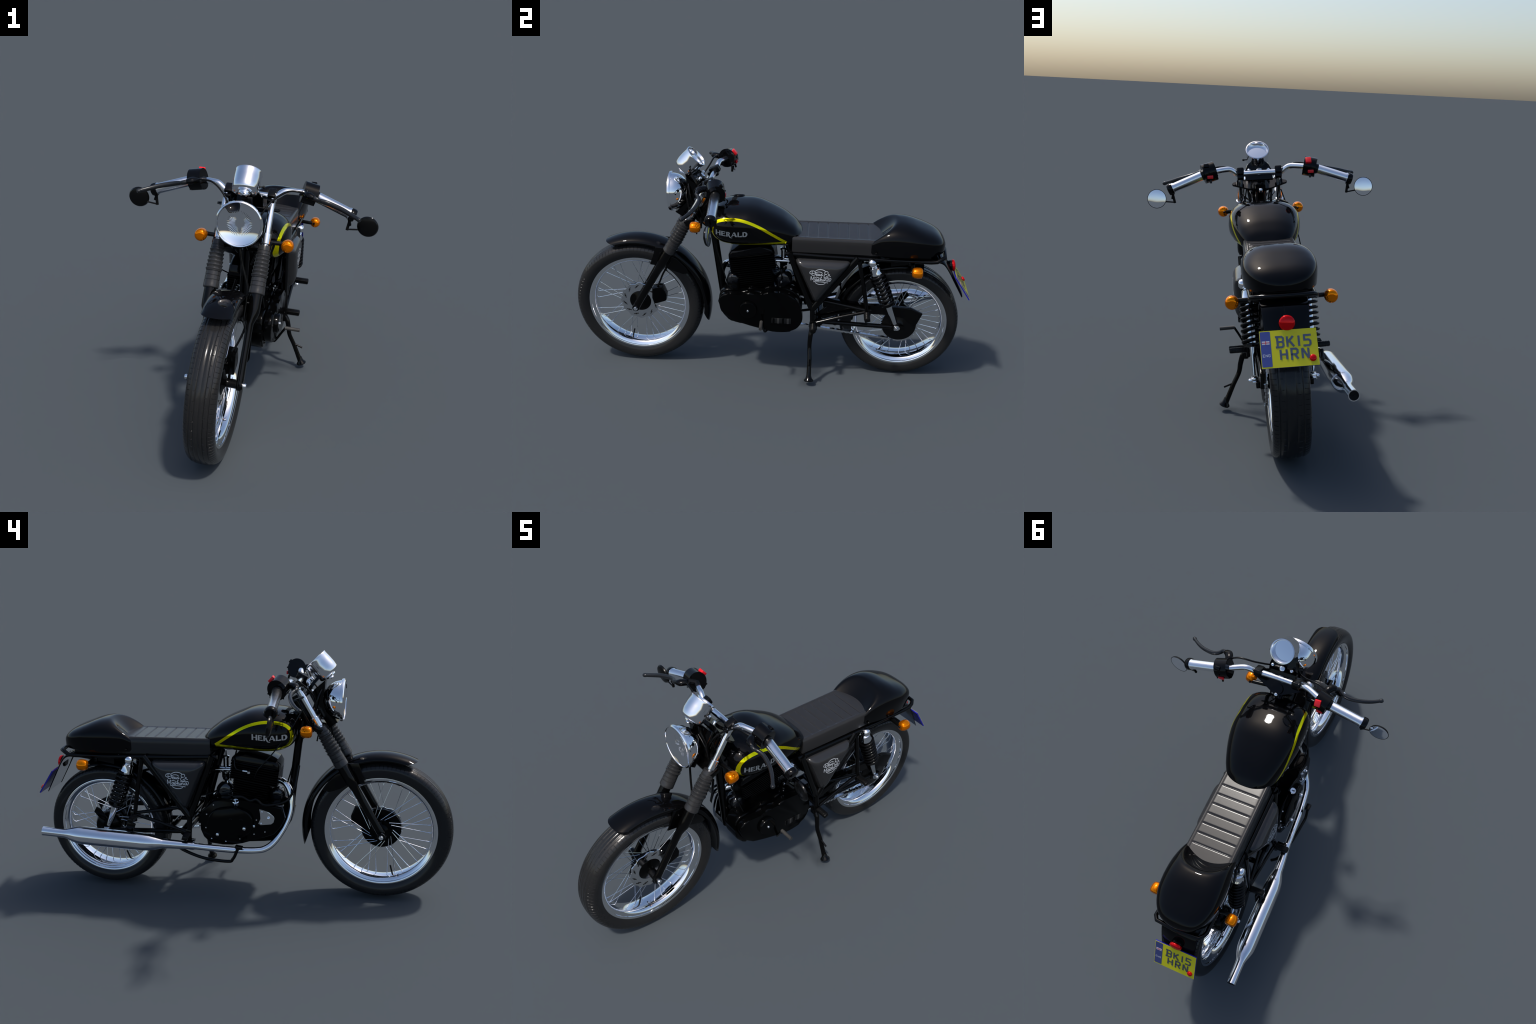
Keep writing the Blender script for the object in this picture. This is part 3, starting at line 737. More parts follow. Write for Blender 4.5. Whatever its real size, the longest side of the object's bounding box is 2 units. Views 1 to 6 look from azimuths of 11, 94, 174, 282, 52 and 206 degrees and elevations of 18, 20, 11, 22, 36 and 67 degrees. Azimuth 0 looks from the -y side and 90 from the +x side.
for s in (1, -1):
    X = lambda x, y, z: (s * x, y, z)
    tube('frame_tube', [X(.124, .107, .698), X(.124, .2225, .402)], .0155, FRAME, FRM, smooth=False, seg=18, ry=1.05)
    tube('frame_tube', [X(.124, .442, .686), X(.124, .229, .398)], .0175, FRAME, FRM, smooth=False, seg=18, ry=1.05)
    pipe([X(.124, .228, .40), X(.132, .23, .33), X(.135, .232, .262)], .0125)
    pipe([X(.134, .446, .676), X(.133, .478, .52), X(.131, .503, .375)], .0105)
    pipe([X(.134, .24, .318), X(.132, .37, .36), X(.13, .50, .396)], .0085, 'peg_stay')
    pipe([X(.10, .28, .43), X(.13, .50, .402)], .0085, 'peg_stay')
    box('peg_bracket', X(.132, .505, .385), (.014, .026, .05), FRAME, FRM, rx(-8), .003)
    box('peg_bracket', X(.137, .233, .30), (.016, .028, .07), FRAME, FRM, None, .003)
    prism('panel_frame', rounded([(.112, .69), (.425, .686), (.224, .41)], .01, 3), s * .104, s * .117, FRAME, FRM, .002)
    # pegs
    P = group('footpeg')
    for (x0, x1, y, z, w) in ((.142, .207, .2345, .312, .026), (.138, .208, .499, .388, .026)):
        box('peg_rubber', X((x0 + x1) / 2, y, z), (x1 - x0, w, .022), MATTE, P, rx(20), .005)
        for k in range(10):
            box('peg_rib', X(x0 + .006 + (x1 - x0 - .012) * k / 9, y + .0, z + .0), (.003, w + .0015, .0235), MATTE, P, rx(20), .001, 1)
        pipe([X(.125, y, z - .006), X(x0 + .01, y, z)], .007, 'peg_pin', FRAME, parent=P)
    # swing arm
    pipe([X(.098, .255, .312), X(.095, .30, .307), X(.1, .655, .2985)], .0115, 'swingarm_leg')
    box('axle_block', X(.106, .66, .30), (.016, .06, .026), FRAME, FRM, None, .003)
pipe([(-.11, .262, .312), (.11, .262, .312)], .022, 'swingarm_pivot')
pipe([(-.10, .345, .306), (.10, .345, .306)], .014, 'swingarm_bridge')
pipe([(-.12, .228, .385), (.12, .228, .385)], .012, 'frame_crosstube')
pipe([(-.115, .45, .672), (.115, .45, .672)], .012, 'frame_crosstube')
pipe([(0, .085, .72), (0, .17, .43), (0, .20, .36)], .017, 'frame_tube')
prism('chain_guard', [(.28, .443), (.40, .428), (.50, .416), (.63, .412), (.72, .407), (.778, .379), (.748, .306), (.725, .322), (.69, .355), (.62, .37), (.5, .368), (.38, .383), (.28, .40)], .078, .100, FRAME, FRM, .004)
prism('swingarm_plate', [(.24, .345), (.30, .40), (.36, .40), (.42, .37), (.36, .355), (.29, .325)], .085, .097, FRAME, FRM, .004)
box('air_box', (0, .275, .575), (.12, .17, .15), MATTE, FRM, None, .02)
tube('intake_duct', [(0, .10, .605), (0, .16, .60), (0, .2, .59)], .024, MATTE, FRM)

# side panels
def side_panel(s):
    tri = [(.130, .672), (.415, .668), (.2415, .423)]
    out = rounded(tri, [.03, .035, .035], 8)
    A, B, Cc = [Vector(p) for p in tri]
    a, b, c = (B - Cc).length, (A - Cc).length, (A - B).length
    I = (A * a + B * b + Cc * c) / (a + b + c)
    V = []; F = []; n = len(out)
    prof = [(.0, .11), (.0, .126), (.002, .137), (.007, .1485), (.013, .1565), (.02, .1615), (.027, .164), (.036, .1652), (.05, .166), (.07, .1665)]
    rin = .078
    for d, x in prof:
        k = 1 - d / rin
        for p in out:
            q = I + (Vector(p) - I) * k
            # the face leans out toward the lower edge and bows along y
            V.append((s * (x + .006 * max(0, 1 - ((q.x - .28) / .16) ** 2) * min(1, d / .03)), q.x, q.y))
    m = len(prof)
    for i in range(m - 1):
        for k in range(n): F.append((i * n + k, i * n + (k + 1) % n, (i + 1) * n + (k + 1) % n, (i + 1) * n + k))
    F += [tuple(range(n)), tuple(range((m - 1) * n, m * n))]
    o = mesh_object('side_panel', V, F, PANELM, None, 60)
    return o, BVHTree.FromPolygons([Vector(v) for v in V], F)
# hand-lettered emblem on the panel: pen strokes in a 0..1.37 x 0..0.92 box
EMB = [
    [(.36, .80), (.47, .86), (.60, .893), (.74, .895), (.88, .87), (1.0, .815)],                      # upper arc
    [(.38, .12), (.48, .065), (.60, .03), (.72, .022), (.86, .035), (.95, .065), (1.02, .105)],        # lower arc
    [(.17, .80), (.16, .66), (.165, .56), (.25, .548), (.33, .575), (.375, .64), (.37, .73), (.31, .795), (.2, .81), (.1, .795), (.03, .74), (.02, .67), (.07, .635), (.14, .63), (.24, .665), (.36, .70), (.50, .755), (.62, .765), (.73, .745), (.82, .69)],   # D and its flourish
    [(.43, .60), (.50, .62), (.49, .655), (.44, .65), (.41, .595), (.44, .545), (.52, .555), (.57, .655), (.56, .57), (.60, .55), (.65, .65), (.645, .57), (.68, .55), (.75, .645), (.79, .57), (.73, .545), (.79, .555), (.85, .61)],  # eus
    [(1.13, .69), (1.17, .73), (1.14, .79), (1.06, .81), (.97, .77), (.95, .70), (1.0, .645), (1.09, .645), (1.0, .645), (.93, .58), (.92, .50), (1.0, .45), (1.12, .455), (1.19, .50)],   # E
    [(1.17, .66), (1.22, .63), (1.27, .55), (1.34, .53)], [(1.27, .655), (1.2, .58), (1.12, .54), (1.04, .53)],   # x
    [(.12, .24), (.10, .30), (.11, .49), (.20, .29), (.30, .49), (.295, .18), (.30, .175), (.50, .18), (.75, .18), (1.0, .155), (1.18, .13)],   # M and underline
    [(.36, .42), (.42, .455), (.50, .45), (.60, .42), (.66, .395)],
    [(.47, .35), (.42, .355), (.37, .30), (.39, .245), (.45, .265), (.48, .35), (.48, .26), (.53, .25), (.60, .345), (.55, .34), (.53, .27), (.58, .245), (.66, .30), (.74, .43), (.77, .47), (.73, .46), (.70, .25), (.76, .345), (.80, .33), (.79, .25), (.85, .26), (.88, .345), (.88, .26), (.92, .25), (.96, .34), (.95, .25), (1.02, .345), (1.06, .32), (1.05, .25), (1.10, .25)],  # achin
    [(1.26, .345), (1.19, .35), (1.13, .29), (1.15, .235), (1.21, .25), (1.26, .345), (1.25, .25), (1.3, .235), (1.355, .32), (1.35, .40), (1.30, .425), (1.1, .415), (.97, .41), (.89, .44)],  # final a and sweep
]
PANELS = []
for s in (1, -1):
    o, bvh = side_panel(s); PANELS.append((o, bvh))
    y0, y1 = (.208, .3135) if s > 0 else (.322, .212)
    z0, z1 = (.556, .639) if s > 0 else (.546, .629)
    place = fit_surface(bvh, s, y0, y1, z0, z1)
    for k, st in enumerate(EMB):
        C = catmull([(p[0], p[1], 0) for p in st], 4)
        w = .034; V = []; F = []; n = len(C)
        for i in range(n):
            a, b = C[max(i - 1, 0)], C[min(i + 1, n - 1)]
            T = (b - a); T = T.normalized() if T.length > 1e-9 else Vector((1, 0, 0)); N = Vector((-T.y, T.x, 0))
            for j in (-.5, .5):
                p = C[i] + N * w * j
                loc, nor = place(p.x / 1.37, p.y / .92); V.append(loc + nor * (.0007 + .00006 * k + .000004 * i))
        F = [(2 * i, 2 * i + 1, 2 * i + 3, 2 * i + 2) for i in range(n - 1)]
        me = bpy.data.meshes.new('panel_emblem'); me.from_pydata([tuple(v) for v in V], [], F); me.update()
        finish('panel_emblem', me, LOGO, o, 60)

# ------------------------------------------------------------------ engine
EN = group('engine')
LC = [(-.242, .415), (-.235, .443), (-.21, .461), (-.165, .461), (-.119, .457), (-.095, .471), (-.076, .472), (-.037, .457), (-.009, .478), (.049, .481), (.121, .467), (.16, .426), (.178, .367), (.177, .318), (.149, .277), (.101, .260), (.028, .259), (-.045, .277), (-.114, .296), (-.192, .325), (-.226, .367)]
prism('clutch_cover', LC, .098, .136, ENGINE, EN, .009, 3)
CC = [(-.246, .41), (-.238, .446), (-.20, .470), (-.115, .466), (-.09, .482), (-.03, .47), (-.005, .49), (.06, .492), (.125, .476), (.165, .43), (.175, .36), (.15, .285), (.09, .268), (-.03, .268), (-.12, .275), (-.165, .278), (-.215, .31), (-.24, .355)]
prism('crankcase', CC, .02, .094, ENGINE, EN, .008, 3)
prism('crankcase', [(max(y, -.205), z) for y, z in CC], -.085, .019, ENGINE, EN, .008, 0)
RCV = [(.168, .430), (.104, .484), (.06, .491), (-.007, .492), (-.06, .487), (-.116, .475), (-.20, .468), (-.222, .462), (-.232, .408), (-.213, .368), (-.178, .327), (-.112, .306), (-.028, .278), (.02, .268), (.067, .266), (.128, .270), (.16, .30), (.174, .335), (.174, .39)]
prism('engine_cover', RCV, -.08, -.135, ENGINE, EN, .007, 0)
prism('primary_cover', [(.13, .405), (.092, .447), (0, .460), (-.062, .438), (-.084, .398), (-.074, .343), (-.02, .31), (.06, .296), (.115, .307), (.136, .35)], -.13, -.157, ENGINE, EN, .007, 3)
lathe('flywheel_cover', [(.046, -.01), (.046, .012), (.043, .016), (0, .0165)], (.136, -.094, .381), (1, 0, 0), ENGINE, EN, 48)
bolt('cover_bolt', (.152, -.094, .381), (1, 0, 0), .0065, CHROME, EN)
# sprocket window in the left cover: recessed frame with bars
box('cover_window', (.1355, .074, .3235), (.004, .098, .03), DARKIN, EN, rx(0), .001)
for k in range(4): box('window_bar', (.1385, .035 + .024 * k, .3235), (.003, .010, .03), GREY if k % 2 else ENGINE, EN, None, .001)
lathe('starter_motor', [(.02, -.036), (.036, -.033), (.044, -.026), (.046, -.016), (.046, .016), (.044, .026), (.036, .033), (.02, .036)], (0, .075, .495), (1, 0, 0), DARKSTEEL, EN, 40)
lathe('breather_body', [(.016, -.036), (.028, -.033), (.035, -.026), (.037, -.016), (.037, .016), (.035, .026), (.028, .033), (.016, .036)], (0, -.178, .487), (1, 0, 0), DARKSTEEL, EN, 40)
prism('skid_plate', [(-.25, .40), (-.232, .345), (-.19, .295), (-.12, .278), (-.118, .286), (-.185, .305), (-.222, .35), (-.24, .40)], -.085, .10, ENGINE, EN, .002)
# cylinder with cooling fins
cyb, cyt = Vector((-.0075, -.062, .485)), Vector((-.0075, -.085, .655))
cd = (cyt - cyb).normalized(); tilt = math.degrees(math.atan2(-cd.y, cd.z))
RT = rx(tilt + 2.0)
def fin_mesh(hx, hy, th):
    bm = bmesh.new()
    out = rounded([(-hx, -hy), (hx, -hy), (hx, hy), (-hx, hy)], .012, 4)
    a = [bm.verts.new((x, y, -th / 2)) for x, y in out]; b = [bm.verts.new((x, y, th / 2)) for x, y in out]
    bm.faces.new(a[::-1]); bm.faces.new(b); n = len(out)
    for i in range(n): bm.faces.new((a[i], a[(i + 1) % n], b[(i + 1) % n], b[i]))
    me = bpy.data.meshes.new('cooling_fin'); bm.to_mesh(me); bm.free(); me.materials.append(ENGINE)
    return me
lo, hi = fin_mesh(.084, .087, .0045), fin_mesh(.0845, .116, .0045)
for k in range(15):
    t = -.006 + .0112 * k
    up = k >= 8
    c = cyb + cd * t + Vector((0, .006 if not up else -.002, 0))
    o = bpy.data.objects.new('cooling_fin', hi if up else lo); link(o, EN); o.matrix_local = Matrix.Translation(c) @ RT
box('cylinder_barrel', cyb + cd * .035 + Vector((0, .006, 0)), (.13, .15, .10), ENGINE, EN, RT, .01)
box('cylinder_head', cyb + cd * .125, (.13, .205, .075), ENGINE, EN, RT, .015)
hcov = [(-.118, .0), (-.115, .022), (-.098, .043), (-.06, .05), (.05, .05), (.092, .043), (.113, .02), (.116, .0)]
pr = prism('head_cover', [(y, z) for y, z in hcov], -.08, .08, PAINT, EN, .016, 0, 4)
pr.matrix_local = Matrix.Translation(cyb + cd * .158) @ RT
# spark plug
SPK = group('spark_plug', EN)
tube('plug_cap', [(-.088, -.03, .622), (-.10, -.035, .624), (-.104, -.055, .623)], [.006, .0065, .006], CHROME, SPK, smooth=False)
lathe('plug_tip', [(0, -.008), (.0085, -.006), (.0085, .004), (0, .008)], (-.103, -.06, .620), (0, 0, 1), CHROME, SPK, 16)
tube('ignition_lead', [(-.10, -.03, .625), (-.105, .0, .636), (-.095, .008, .67), (-.06, .005, .71)], .0035, MATTE, SPK)
# carburettor
CB = group('carburettor', EN)
lathe('carburettor_body', [(.012, -.05), (.014, -.045), (.014, .04), (.017, .044), (.017, .05)], (0, .07, .605), (0, 1, 0), CHROME, CB, 28)
lathe('slide_chamber', [(.013, 0), (.013, .045), (.017, .047), (.017, .056), (.006, .06), (.004, .085)], (0, .072, .61), (0, 0, 1), CHROME, CB, 28)
lathe('float_bowl', [(.016, 0), (.021, .006), (.021, .03), (.024, .032), (.024, .038), (.015, .042)], (0, .073, .556), (0, 0, 1), CHROME, CB, 6)
for sx in (1, -1): tube('choke_rail', [(sx * .024, .03, .606), (sx * .024, .118, .606)], .0075, CHROME, CB, smooth=False)
lathe('bowl_drain', [(.008, 0), (.009, .014), (.016, .018), (.016, .026)], (0, .074, .532), (0, 0, 1), MATTE, CB, 18)
# right cover furniture
plate = [(-.112, .453), (-.135, .447), (-.16, .438), (-.18, .42), (-.1845, .41), (-.18, .39), (-.168, .38), (-.121, .374), (-.106, .38), (-.119, .404), (-.117, .43)]
prism('inspection_plate', plate, -.132, -.1375, STEEL, EN, .001)
B = [(.105, .468), (.14, .42), (.146, .353), (.12, .30), (.051, .289), (-.018, .305), (-.086, .332), (-.139, .347), (-.099, .403), (-.125, .442), (-.12, .384)]
for y, z in B: bolt('cover_bolt', (-.134 if y > -.11 else -.137, y, z - .004), (-1, 0, 0), .0042, CHROME, EN, .006)
for y, z, r in ((.084, .327, .009), (-.045, .362, .0095), (-.087, .37, .008), (-.157, .411, .007)):
    lathe('drain_plug', [(r, 0), (r, .006), (r * .8, .012), (r * .4, .0135), (0, .014)], (-.156 if y > -.06 else -.136, y, z), (-1, 0, 0), CHROME, EN, 16)
for y, z in ((-.005, .46), (.02, .40), (-.03, .40)): bolt('cover_bolt', (-.156, y, z), (-1, 0, 0), .007, ENGINE, EN, .004)
lathe('oil_filler', [(.0165, -.02), (.0165, .0), (.014, .003), (.0115, .003), (.011, .001), (0, .001)], (-.145, -.004, .490), (-.5, 0, 1), CHROME, EN, 28)
box('oil_filler_grip', (-.147, -.004, .4935), (.022, .005, .006), CHROME, EN, Matrix.Rotation(.2, 4, 'Y'), .001)
for (x, y, z) in ((.085, -.19, .462), (.09, -.08, .483), (.09, .04, .495), (.085, .118, .478)):
    bolt('case_bolt', (x, y, z), (.3, 0, 1), .005, MATTE if y < 0 else CHROME, EN, .007)
tube('breather_hose', [(-.128, .01, .505), (-.135, -.03, .51), (-.138, -.07, .492), (-.138, -.10, .50), (-.14, -.13, .478), (-.14, -.18, .478), (-.12, -.24, .495), (-.06, -.268, .54), (-.03, -.285, .64)], .0062, MATTE, EN)
tube('starter_wire', [(-.02, .055, .54), (-.075, .02, .525), (-.09, .045, .505), (-.09, .02, .495)], .003, MATTE, EN)
lathe('starter_terminal', [(.008, 0), (.008, .008), (.004, .014), (0, .015)], (-.018, .062, .536), (-.2, 0, 1), CHROME, EN, 14)
lathe('starter_terminal', [(.008, 0), (.008, .008), (.004, .014), (0, .015)], (.06, .066, .50), (.5, 0, 1), CHROME, EN, 14)
tube('clutch_cable', [(.062, .066, .515), (.068, .068, .54), (.06, .058, .575), (.04, .03, .60)], .003, MATTE, EN)
tube('fuel_line', [(-.02, .11, .50), (-.06, .15, .49), (-.07, .19, .485)], .004, MATTE, EN)

# shifter
SHF = group('gear_shifter', EN)
tube('shift_arm', [(.09, .02, .268), (.12, -.005, .249), (.135, -.014, .264), (.158, -.02, .305), (.174, -.0235, .332)], .0055, FRAME, SHF)
tube('shift_pad', [(.172, -.0235, .332), (.242, -.022, .331)], .0088, GREY, SHF, smooth=False)
# brake pedal
BP = group('brake_pedal')
tube('pedal_arm', [(-.14, .30, .268), (-.165, .26, .243), (-.182, .15, .212), (-.193, .03, .206), (-.196, .005, .222), (-.198, -.01, .25), (-.199, -.02, .278)], .0075, FRAME, BP)
box('pedal_pad', (-.2, -.026, .283), (.024, .036, .014), MATTE, BP, rx(10), .003)

# ------------------------------------------------------------------ exhaust
EX = group('exhaust')
tube('header_pipe', [(-.02, -.17, .560), (-.026, -.20, .561), (-.038, -.226, .548), (-.048, -.243, .520), (-.054, -.2505, .485), (-.062, -.250, .44), (-.077, -.238, .392), (-.1, -.212, .335), (-.121, -.18, .289), (-.138, -.145, .262), (-.15, -.10, .252), (-.165, .0, .254), (-.177, .12, .263), (-.185, .22, .272)], .0155, CHROME, EX, sub=7, seg=28)
lathe('header_flange', [(.017, 0), (.027, .002), (.027, .01), (.017, .012)], (-.021, -.178, .560), (-.2, -1, .05), CHROME, EX, 24)
def muffler():
    st = [(-.182, .19, .2695, .0165), (-.185, .225, .272, .0185), (-.193, .29, .277, .0215), (-.1985, .338, .281, .0235), (-.1995, .346, .2815, .0245), (-.203, .375, .284, .034), (-.206, .405, .2865, .0405), (-.209, .44, .289, .0425), (-.2145, .6, .299, .0435), (-.22, .735, .3085, .0435),
          (-.2215, .765, .3105, .041), (-.223, .79, .3122, .033), (-.2245, .81, .3138, .0255), (-.2255, .825, .315, .0215), (-.2275, .86, .318, .0212), (-.2305, .925, .3235, .0222), (-.2308, .934, .324, .0225), (-.2308, .934, .324, .019), (-.228, .88, .3195, .018)]
    V = []; F = []; S = 40; C = [Vector(p[:3]) for p in st]
    T = (C[10] - C[5]).normalized(); N = Vector((1, 0, 0)); N = (N - T * N.dot(T)).normalized(); Bn = T.cross(N)
    for c, p in zip(C, st):
        for k in range(S):
            a = 2 * PI * k / S; V.append(c + (N * math.cos(a) + Bn * math.sin(a)) * p[3])
    n = len(st)
    for i in range(n - 1):
        for k in range(S): F.append((i * S + k, i * S + (k + 1) % S, (i + 1) * S + (k + 1) % S, (i + 1) * S + k))
    F.append(tuple(range((n - 1) * S, n * S)))
    mesh_object('muffler', V, F, SATIN, EX, 40)
    lathe('muffler_core', [(.0178, 0), (0, .0005)], C[-1] + T * .001, T, DARKIN, EX, 24)
muffler()
lathe('exhaust_clamp', [(.017, -.012), (.0205, -.01), (.0205, .01), (.017, .012)], (-.178, .205, .2695), (-.04, 1, .03), CHROME, EX, 28)
box('muffler_bracket', (-.16, .215, .285), (.05, .03, .012), FRAME, EX, None, .003)
box('muffler_bracket', (-.172, .51, .345), (.012, .04, .05), FRAME, EX, rx(20), .003)

# ------------------------------------------------------------------ chain
def chain():
    V = []; F = []
    def link_box(c, d, w, h, l):
        d = d.normalized(); n = Vector((0, -d.z, d.y)); x = Vector((1, 0, 0)); b = len(V)
        for i in (-1, 1):
            for j in (-1, 1):
                for k in (-1, 1): V.append(c + d * l / 2 * i + n * h / 2 * j + x * w / 2 * k)
        for f in ((0, 1, 3, 2), (4, 6, 7, 5), (0, 4, 5, 1), (2, 3, 7, 6), (0, 2, 6, 4), (1, 5, 7, 3)): F.append(tuple(b + i for i in f))
    def run(p, q):
        p, q = Vector(p), Vector(q); d = q - p; n = int(d.length / .0115)
        for i in range(n):
            c = p + d * (i + .5) / n
            w = .016 if i % 2 else .0115
            link_box(c, d, w, .0105 if i % 2 else .009, .0135)
    run((.079, .11, .285), (.079, .63, .2195)); run((.079, .12, .445), (.079, .65, .394))
    for k in range(22):
        a = math.radians(-100 + 190 * k / 21); a2 = a + PI / 2
        link_box(RC + Vector((.079, .09 * math.cos(a), .09 * math.sin(a))), Vector((0, math.cos(a2), math.sin(a2))), .016 if k % 2 else .0115, .0095, .0135)
    o = mesh_object('drive_chain', V, F, STEEL, None, 30, False); o['kind'] = 'stuff'
chain()

# ------------------------------------------------------------------ shock absorbers
for s in (1, -1):
    SK = group('shock_absorber')
    a, b = Vector((s * .12, .509, .668)), Vector((s * .118, .651, .308)); d = (b - a).normalized(); L = (b - a).length
    lathe('top_eye', [(0, .036), (.010, .035), (.018, .029), (.021, .018), (.0195, .006), (.015, -.004), (.013, -.016)], a, (s, 0, 0), CHROME, SK, 28)
    lathe('spring_cap', [(.0, -.004), (.016, 0), (.018, .012), (.025, .018), (.026, .044), (.030, .05), (.030, .056), (.01, .058)], a + d * .012, d, CHROME, SK, 32)
    lathe('damper_body', [(.018, .06), (.018, .24), (.012, .243)], a, d, CHROME, SK, 28)
    n2 = aim(d); V = []; F = []; turns = 8.0; S = 240; Q = 10; wr = .0068; cr = .0335; z0, z1 = .068, .245
    for i in range(S + 1):
        t = i / S; ang = 2 * PI * turns * t; h = z0 + (z1 - z0) * t
        c = Vector((cr * math.cos(ang), cr * math.sin(ang), h)); rad = Vector((math.cos(ang), math.sin(ang), 0))
        for q in range(Q):
            w = 2 * PI * q / Q; V.append(a + n2 @ (c + rad * wr * math.cos(w) + Vector((0, 0, wr * math.sin(w)))))
    for i in range(S):
        for q in range(Q): F.append((i * Q + q, i * Q + (q + 1) % Q, (i + 1) * Q + (q + 1) % Q, (i + 1) * Q + q))
    F += [tuple(range(Q)), tuple(range(S * Q, S * Q + Q))]
    mesh_object('coil_spring', V, F, PAINT, SK, 60)
    lathe('spring_seat', [(.014, .238), (.036, .242), (.036, .248), (.02, .254), (.016, .256)], a, d, MATTE, SK, 32)
    tube('damper_rod', [a + d * .25, a + d * .30, b - d * .02], [.0105, .0085, .006], STEEL, SK, smooth=False, seg=20, ry=1.6)
    box('bottom_eye', b, (.026, .026, .028), CHROME, SK, rx(0), .005)
    lathe('eye_nut', [(.009, 0), (.009, .006), (.006, .01), (0, .0105)], b + Vector((s * .013, 0, 0)), (s, 0, 0), CHROME, SK, 12)
    tube('shock_stud', [(s * .10, .509, .668), a], .011, CHROME, SK, smooth=False)

# ------------------------------------------------------------------ rear fender and plate
RF = group('rear_fender')
arch('inner_fender', RC, 166, 72, .078, .3125, .335, PAINT, RF, 40, 0, 0)
def tail_fender():
    path = catmull([(.60, .665), (.70, .672), (.79, .678), (.842, .672), (.872, .650), (.90, .607), (.925, .560), (.95, .515), (.972, .474)], 6) if False else catmull([(.60, .665, 0), (.70, .672, 0), (.79, .676, 0), (.84, .670, 0), (.868, .652, 0), (.895, .61, 0), (.92, .562, 0), (.945, .516, 0), (.967, .476, 0)], 6)
    n = len(path); V = []; F = []
    for layer in (0, 1):
        for i, p in enumerate(path):
            a, b = path[max(i - 1, 0)], path[min(i + 1, n - 1)]; T = (b - a).normalized(); N = Vector((T.y, -T.x))  # inward
            f = i / (n - 1); hw = .096 - .018 * f; lip = .0035 + .027 * (1 - f) ** 3
            sec = [(-hw, lip), (-hw, .003), (-hw + .004, .0), (-hw * .4, -.003), (0, -.004), (hw * .4, -.003), (hw - .004, 0), (hw, .003), (hw, lip)]
            for x, dd in sec:
                dd += .002 * layer; xx = x * (1 - .02 * layer)
                V.append((xx, p.x + N.x * dd, p.y + N.y * dd))
    m = 9; k = n * m
    for i in range(n - 1):
        for j in range(m - 1):
            q = i * m + j; F.append((q, q + 1, q + m + 1, q + m)); F.append((k + q, k + q + m, k + q + m + 1, k + q + 1))
        for j in (0, m - 1):
            q = i * m + j; F.append((q, q + m, k + q + m, k + q))
    for j in range(m - 1):
        for i in (0, n - 1):
            q = i * m + j; F.append((q, q + 1, k + q + 1, k + q))
    mesh_object('fender_tail', V, F, PAINT, RF, 50)
    V = []; F = []
    for i in range(n // 2, n):
        p = path[i]; a, b = path[max(i - 1, 0)], path[min(i + 1, n - 1)]; T = (b - a).normalized(); N = Vector((T.y, -T.x)); hw = .09 - .018 * i / (n - 1)
        for x in (-hw, 0, hw): V.append((x, p.x + N.x * .0035, p.y + N.y * .0035))
    for i in range(len(V) // 3 - 1):
        for j in range(2): F.append((i * 3 + j, i * 3 + j + 1, i * 3 + j + 4, i * 3 + j + 3))
    mesh_object('fender_reflection_sheet', V, F, STEEL, RF, 50)  # extra steel sheet modelled for the ground's grey reflection on the tail's glossy underside
tail_fender()
tube('lamp_wire', [(.004, .866, .664), (.002, .89, .63), (0, .905, .62)], .0015, MATTE, RF)
NP = group('number_plate')
p0 = Vector((0, .9245, .5895)); pdn = Vector((0, .0755, -.114)); hgt = pdn.length; pdn.normalize(); pn = Vector((0, -pdn.z, pdn.y))  # outward normal
def on_plate(u, v, h=0.0):  # u: metres to the right seen from behind (= -x), v: metres down
    return p0 + Vector((-u, 0, 0)) + pdn * v + pn * h
HW = .1025
def plate_box(name, u0, u1, v0, v1, h0, h1, mat, parent=NP):
    V = [on_plate(u, v, h) for h in (h0, h1) for u, v in ((u0, v0), (u1, v0), (u1, v1), (u0, v1))]
    F = [(0, 1, 2, 3), (4, 5, 6, 7), (0, 1, 5, 4), (1, 2, 6, 5), (2, 3, 7, 6), (3, 0, 4, 7)]
    return mesh_object(name, V, F, mat, parent, 30, False)
plate_box('plate_back', -HW, HW, 0, hgt, -.0065, -.0002, PLATEB)
plate_box('plate_face', -HW, HW, 0, hgt, -.0002, .0004, PLATEY)
band = rounded([(-.1005, .003), (-.064, .003), (-.064, .132), (-.1005, .132)], .004, 4)
mesh_object('country_band', [on_plate(u, v, .0009) for u, v in band], [tuple(range(len(band)))], BAND, NP, smooth=False)
fx, fy = -.082, .044
plate_box('flag_field', fx - .0135, fx + .0135, fy - .0065, fy + .0065, .0009, .0012, WHITE)
plate_box('flag_cross', fx - .0135, fx + .0135, fy - .0012, fy + .0012, .0012, .0015, FLAGR)
plate_box('flag_cross', fx - .0014, fx + .0014, fy - .0065, fy + .0065, .0015, .0017, FLAGR)
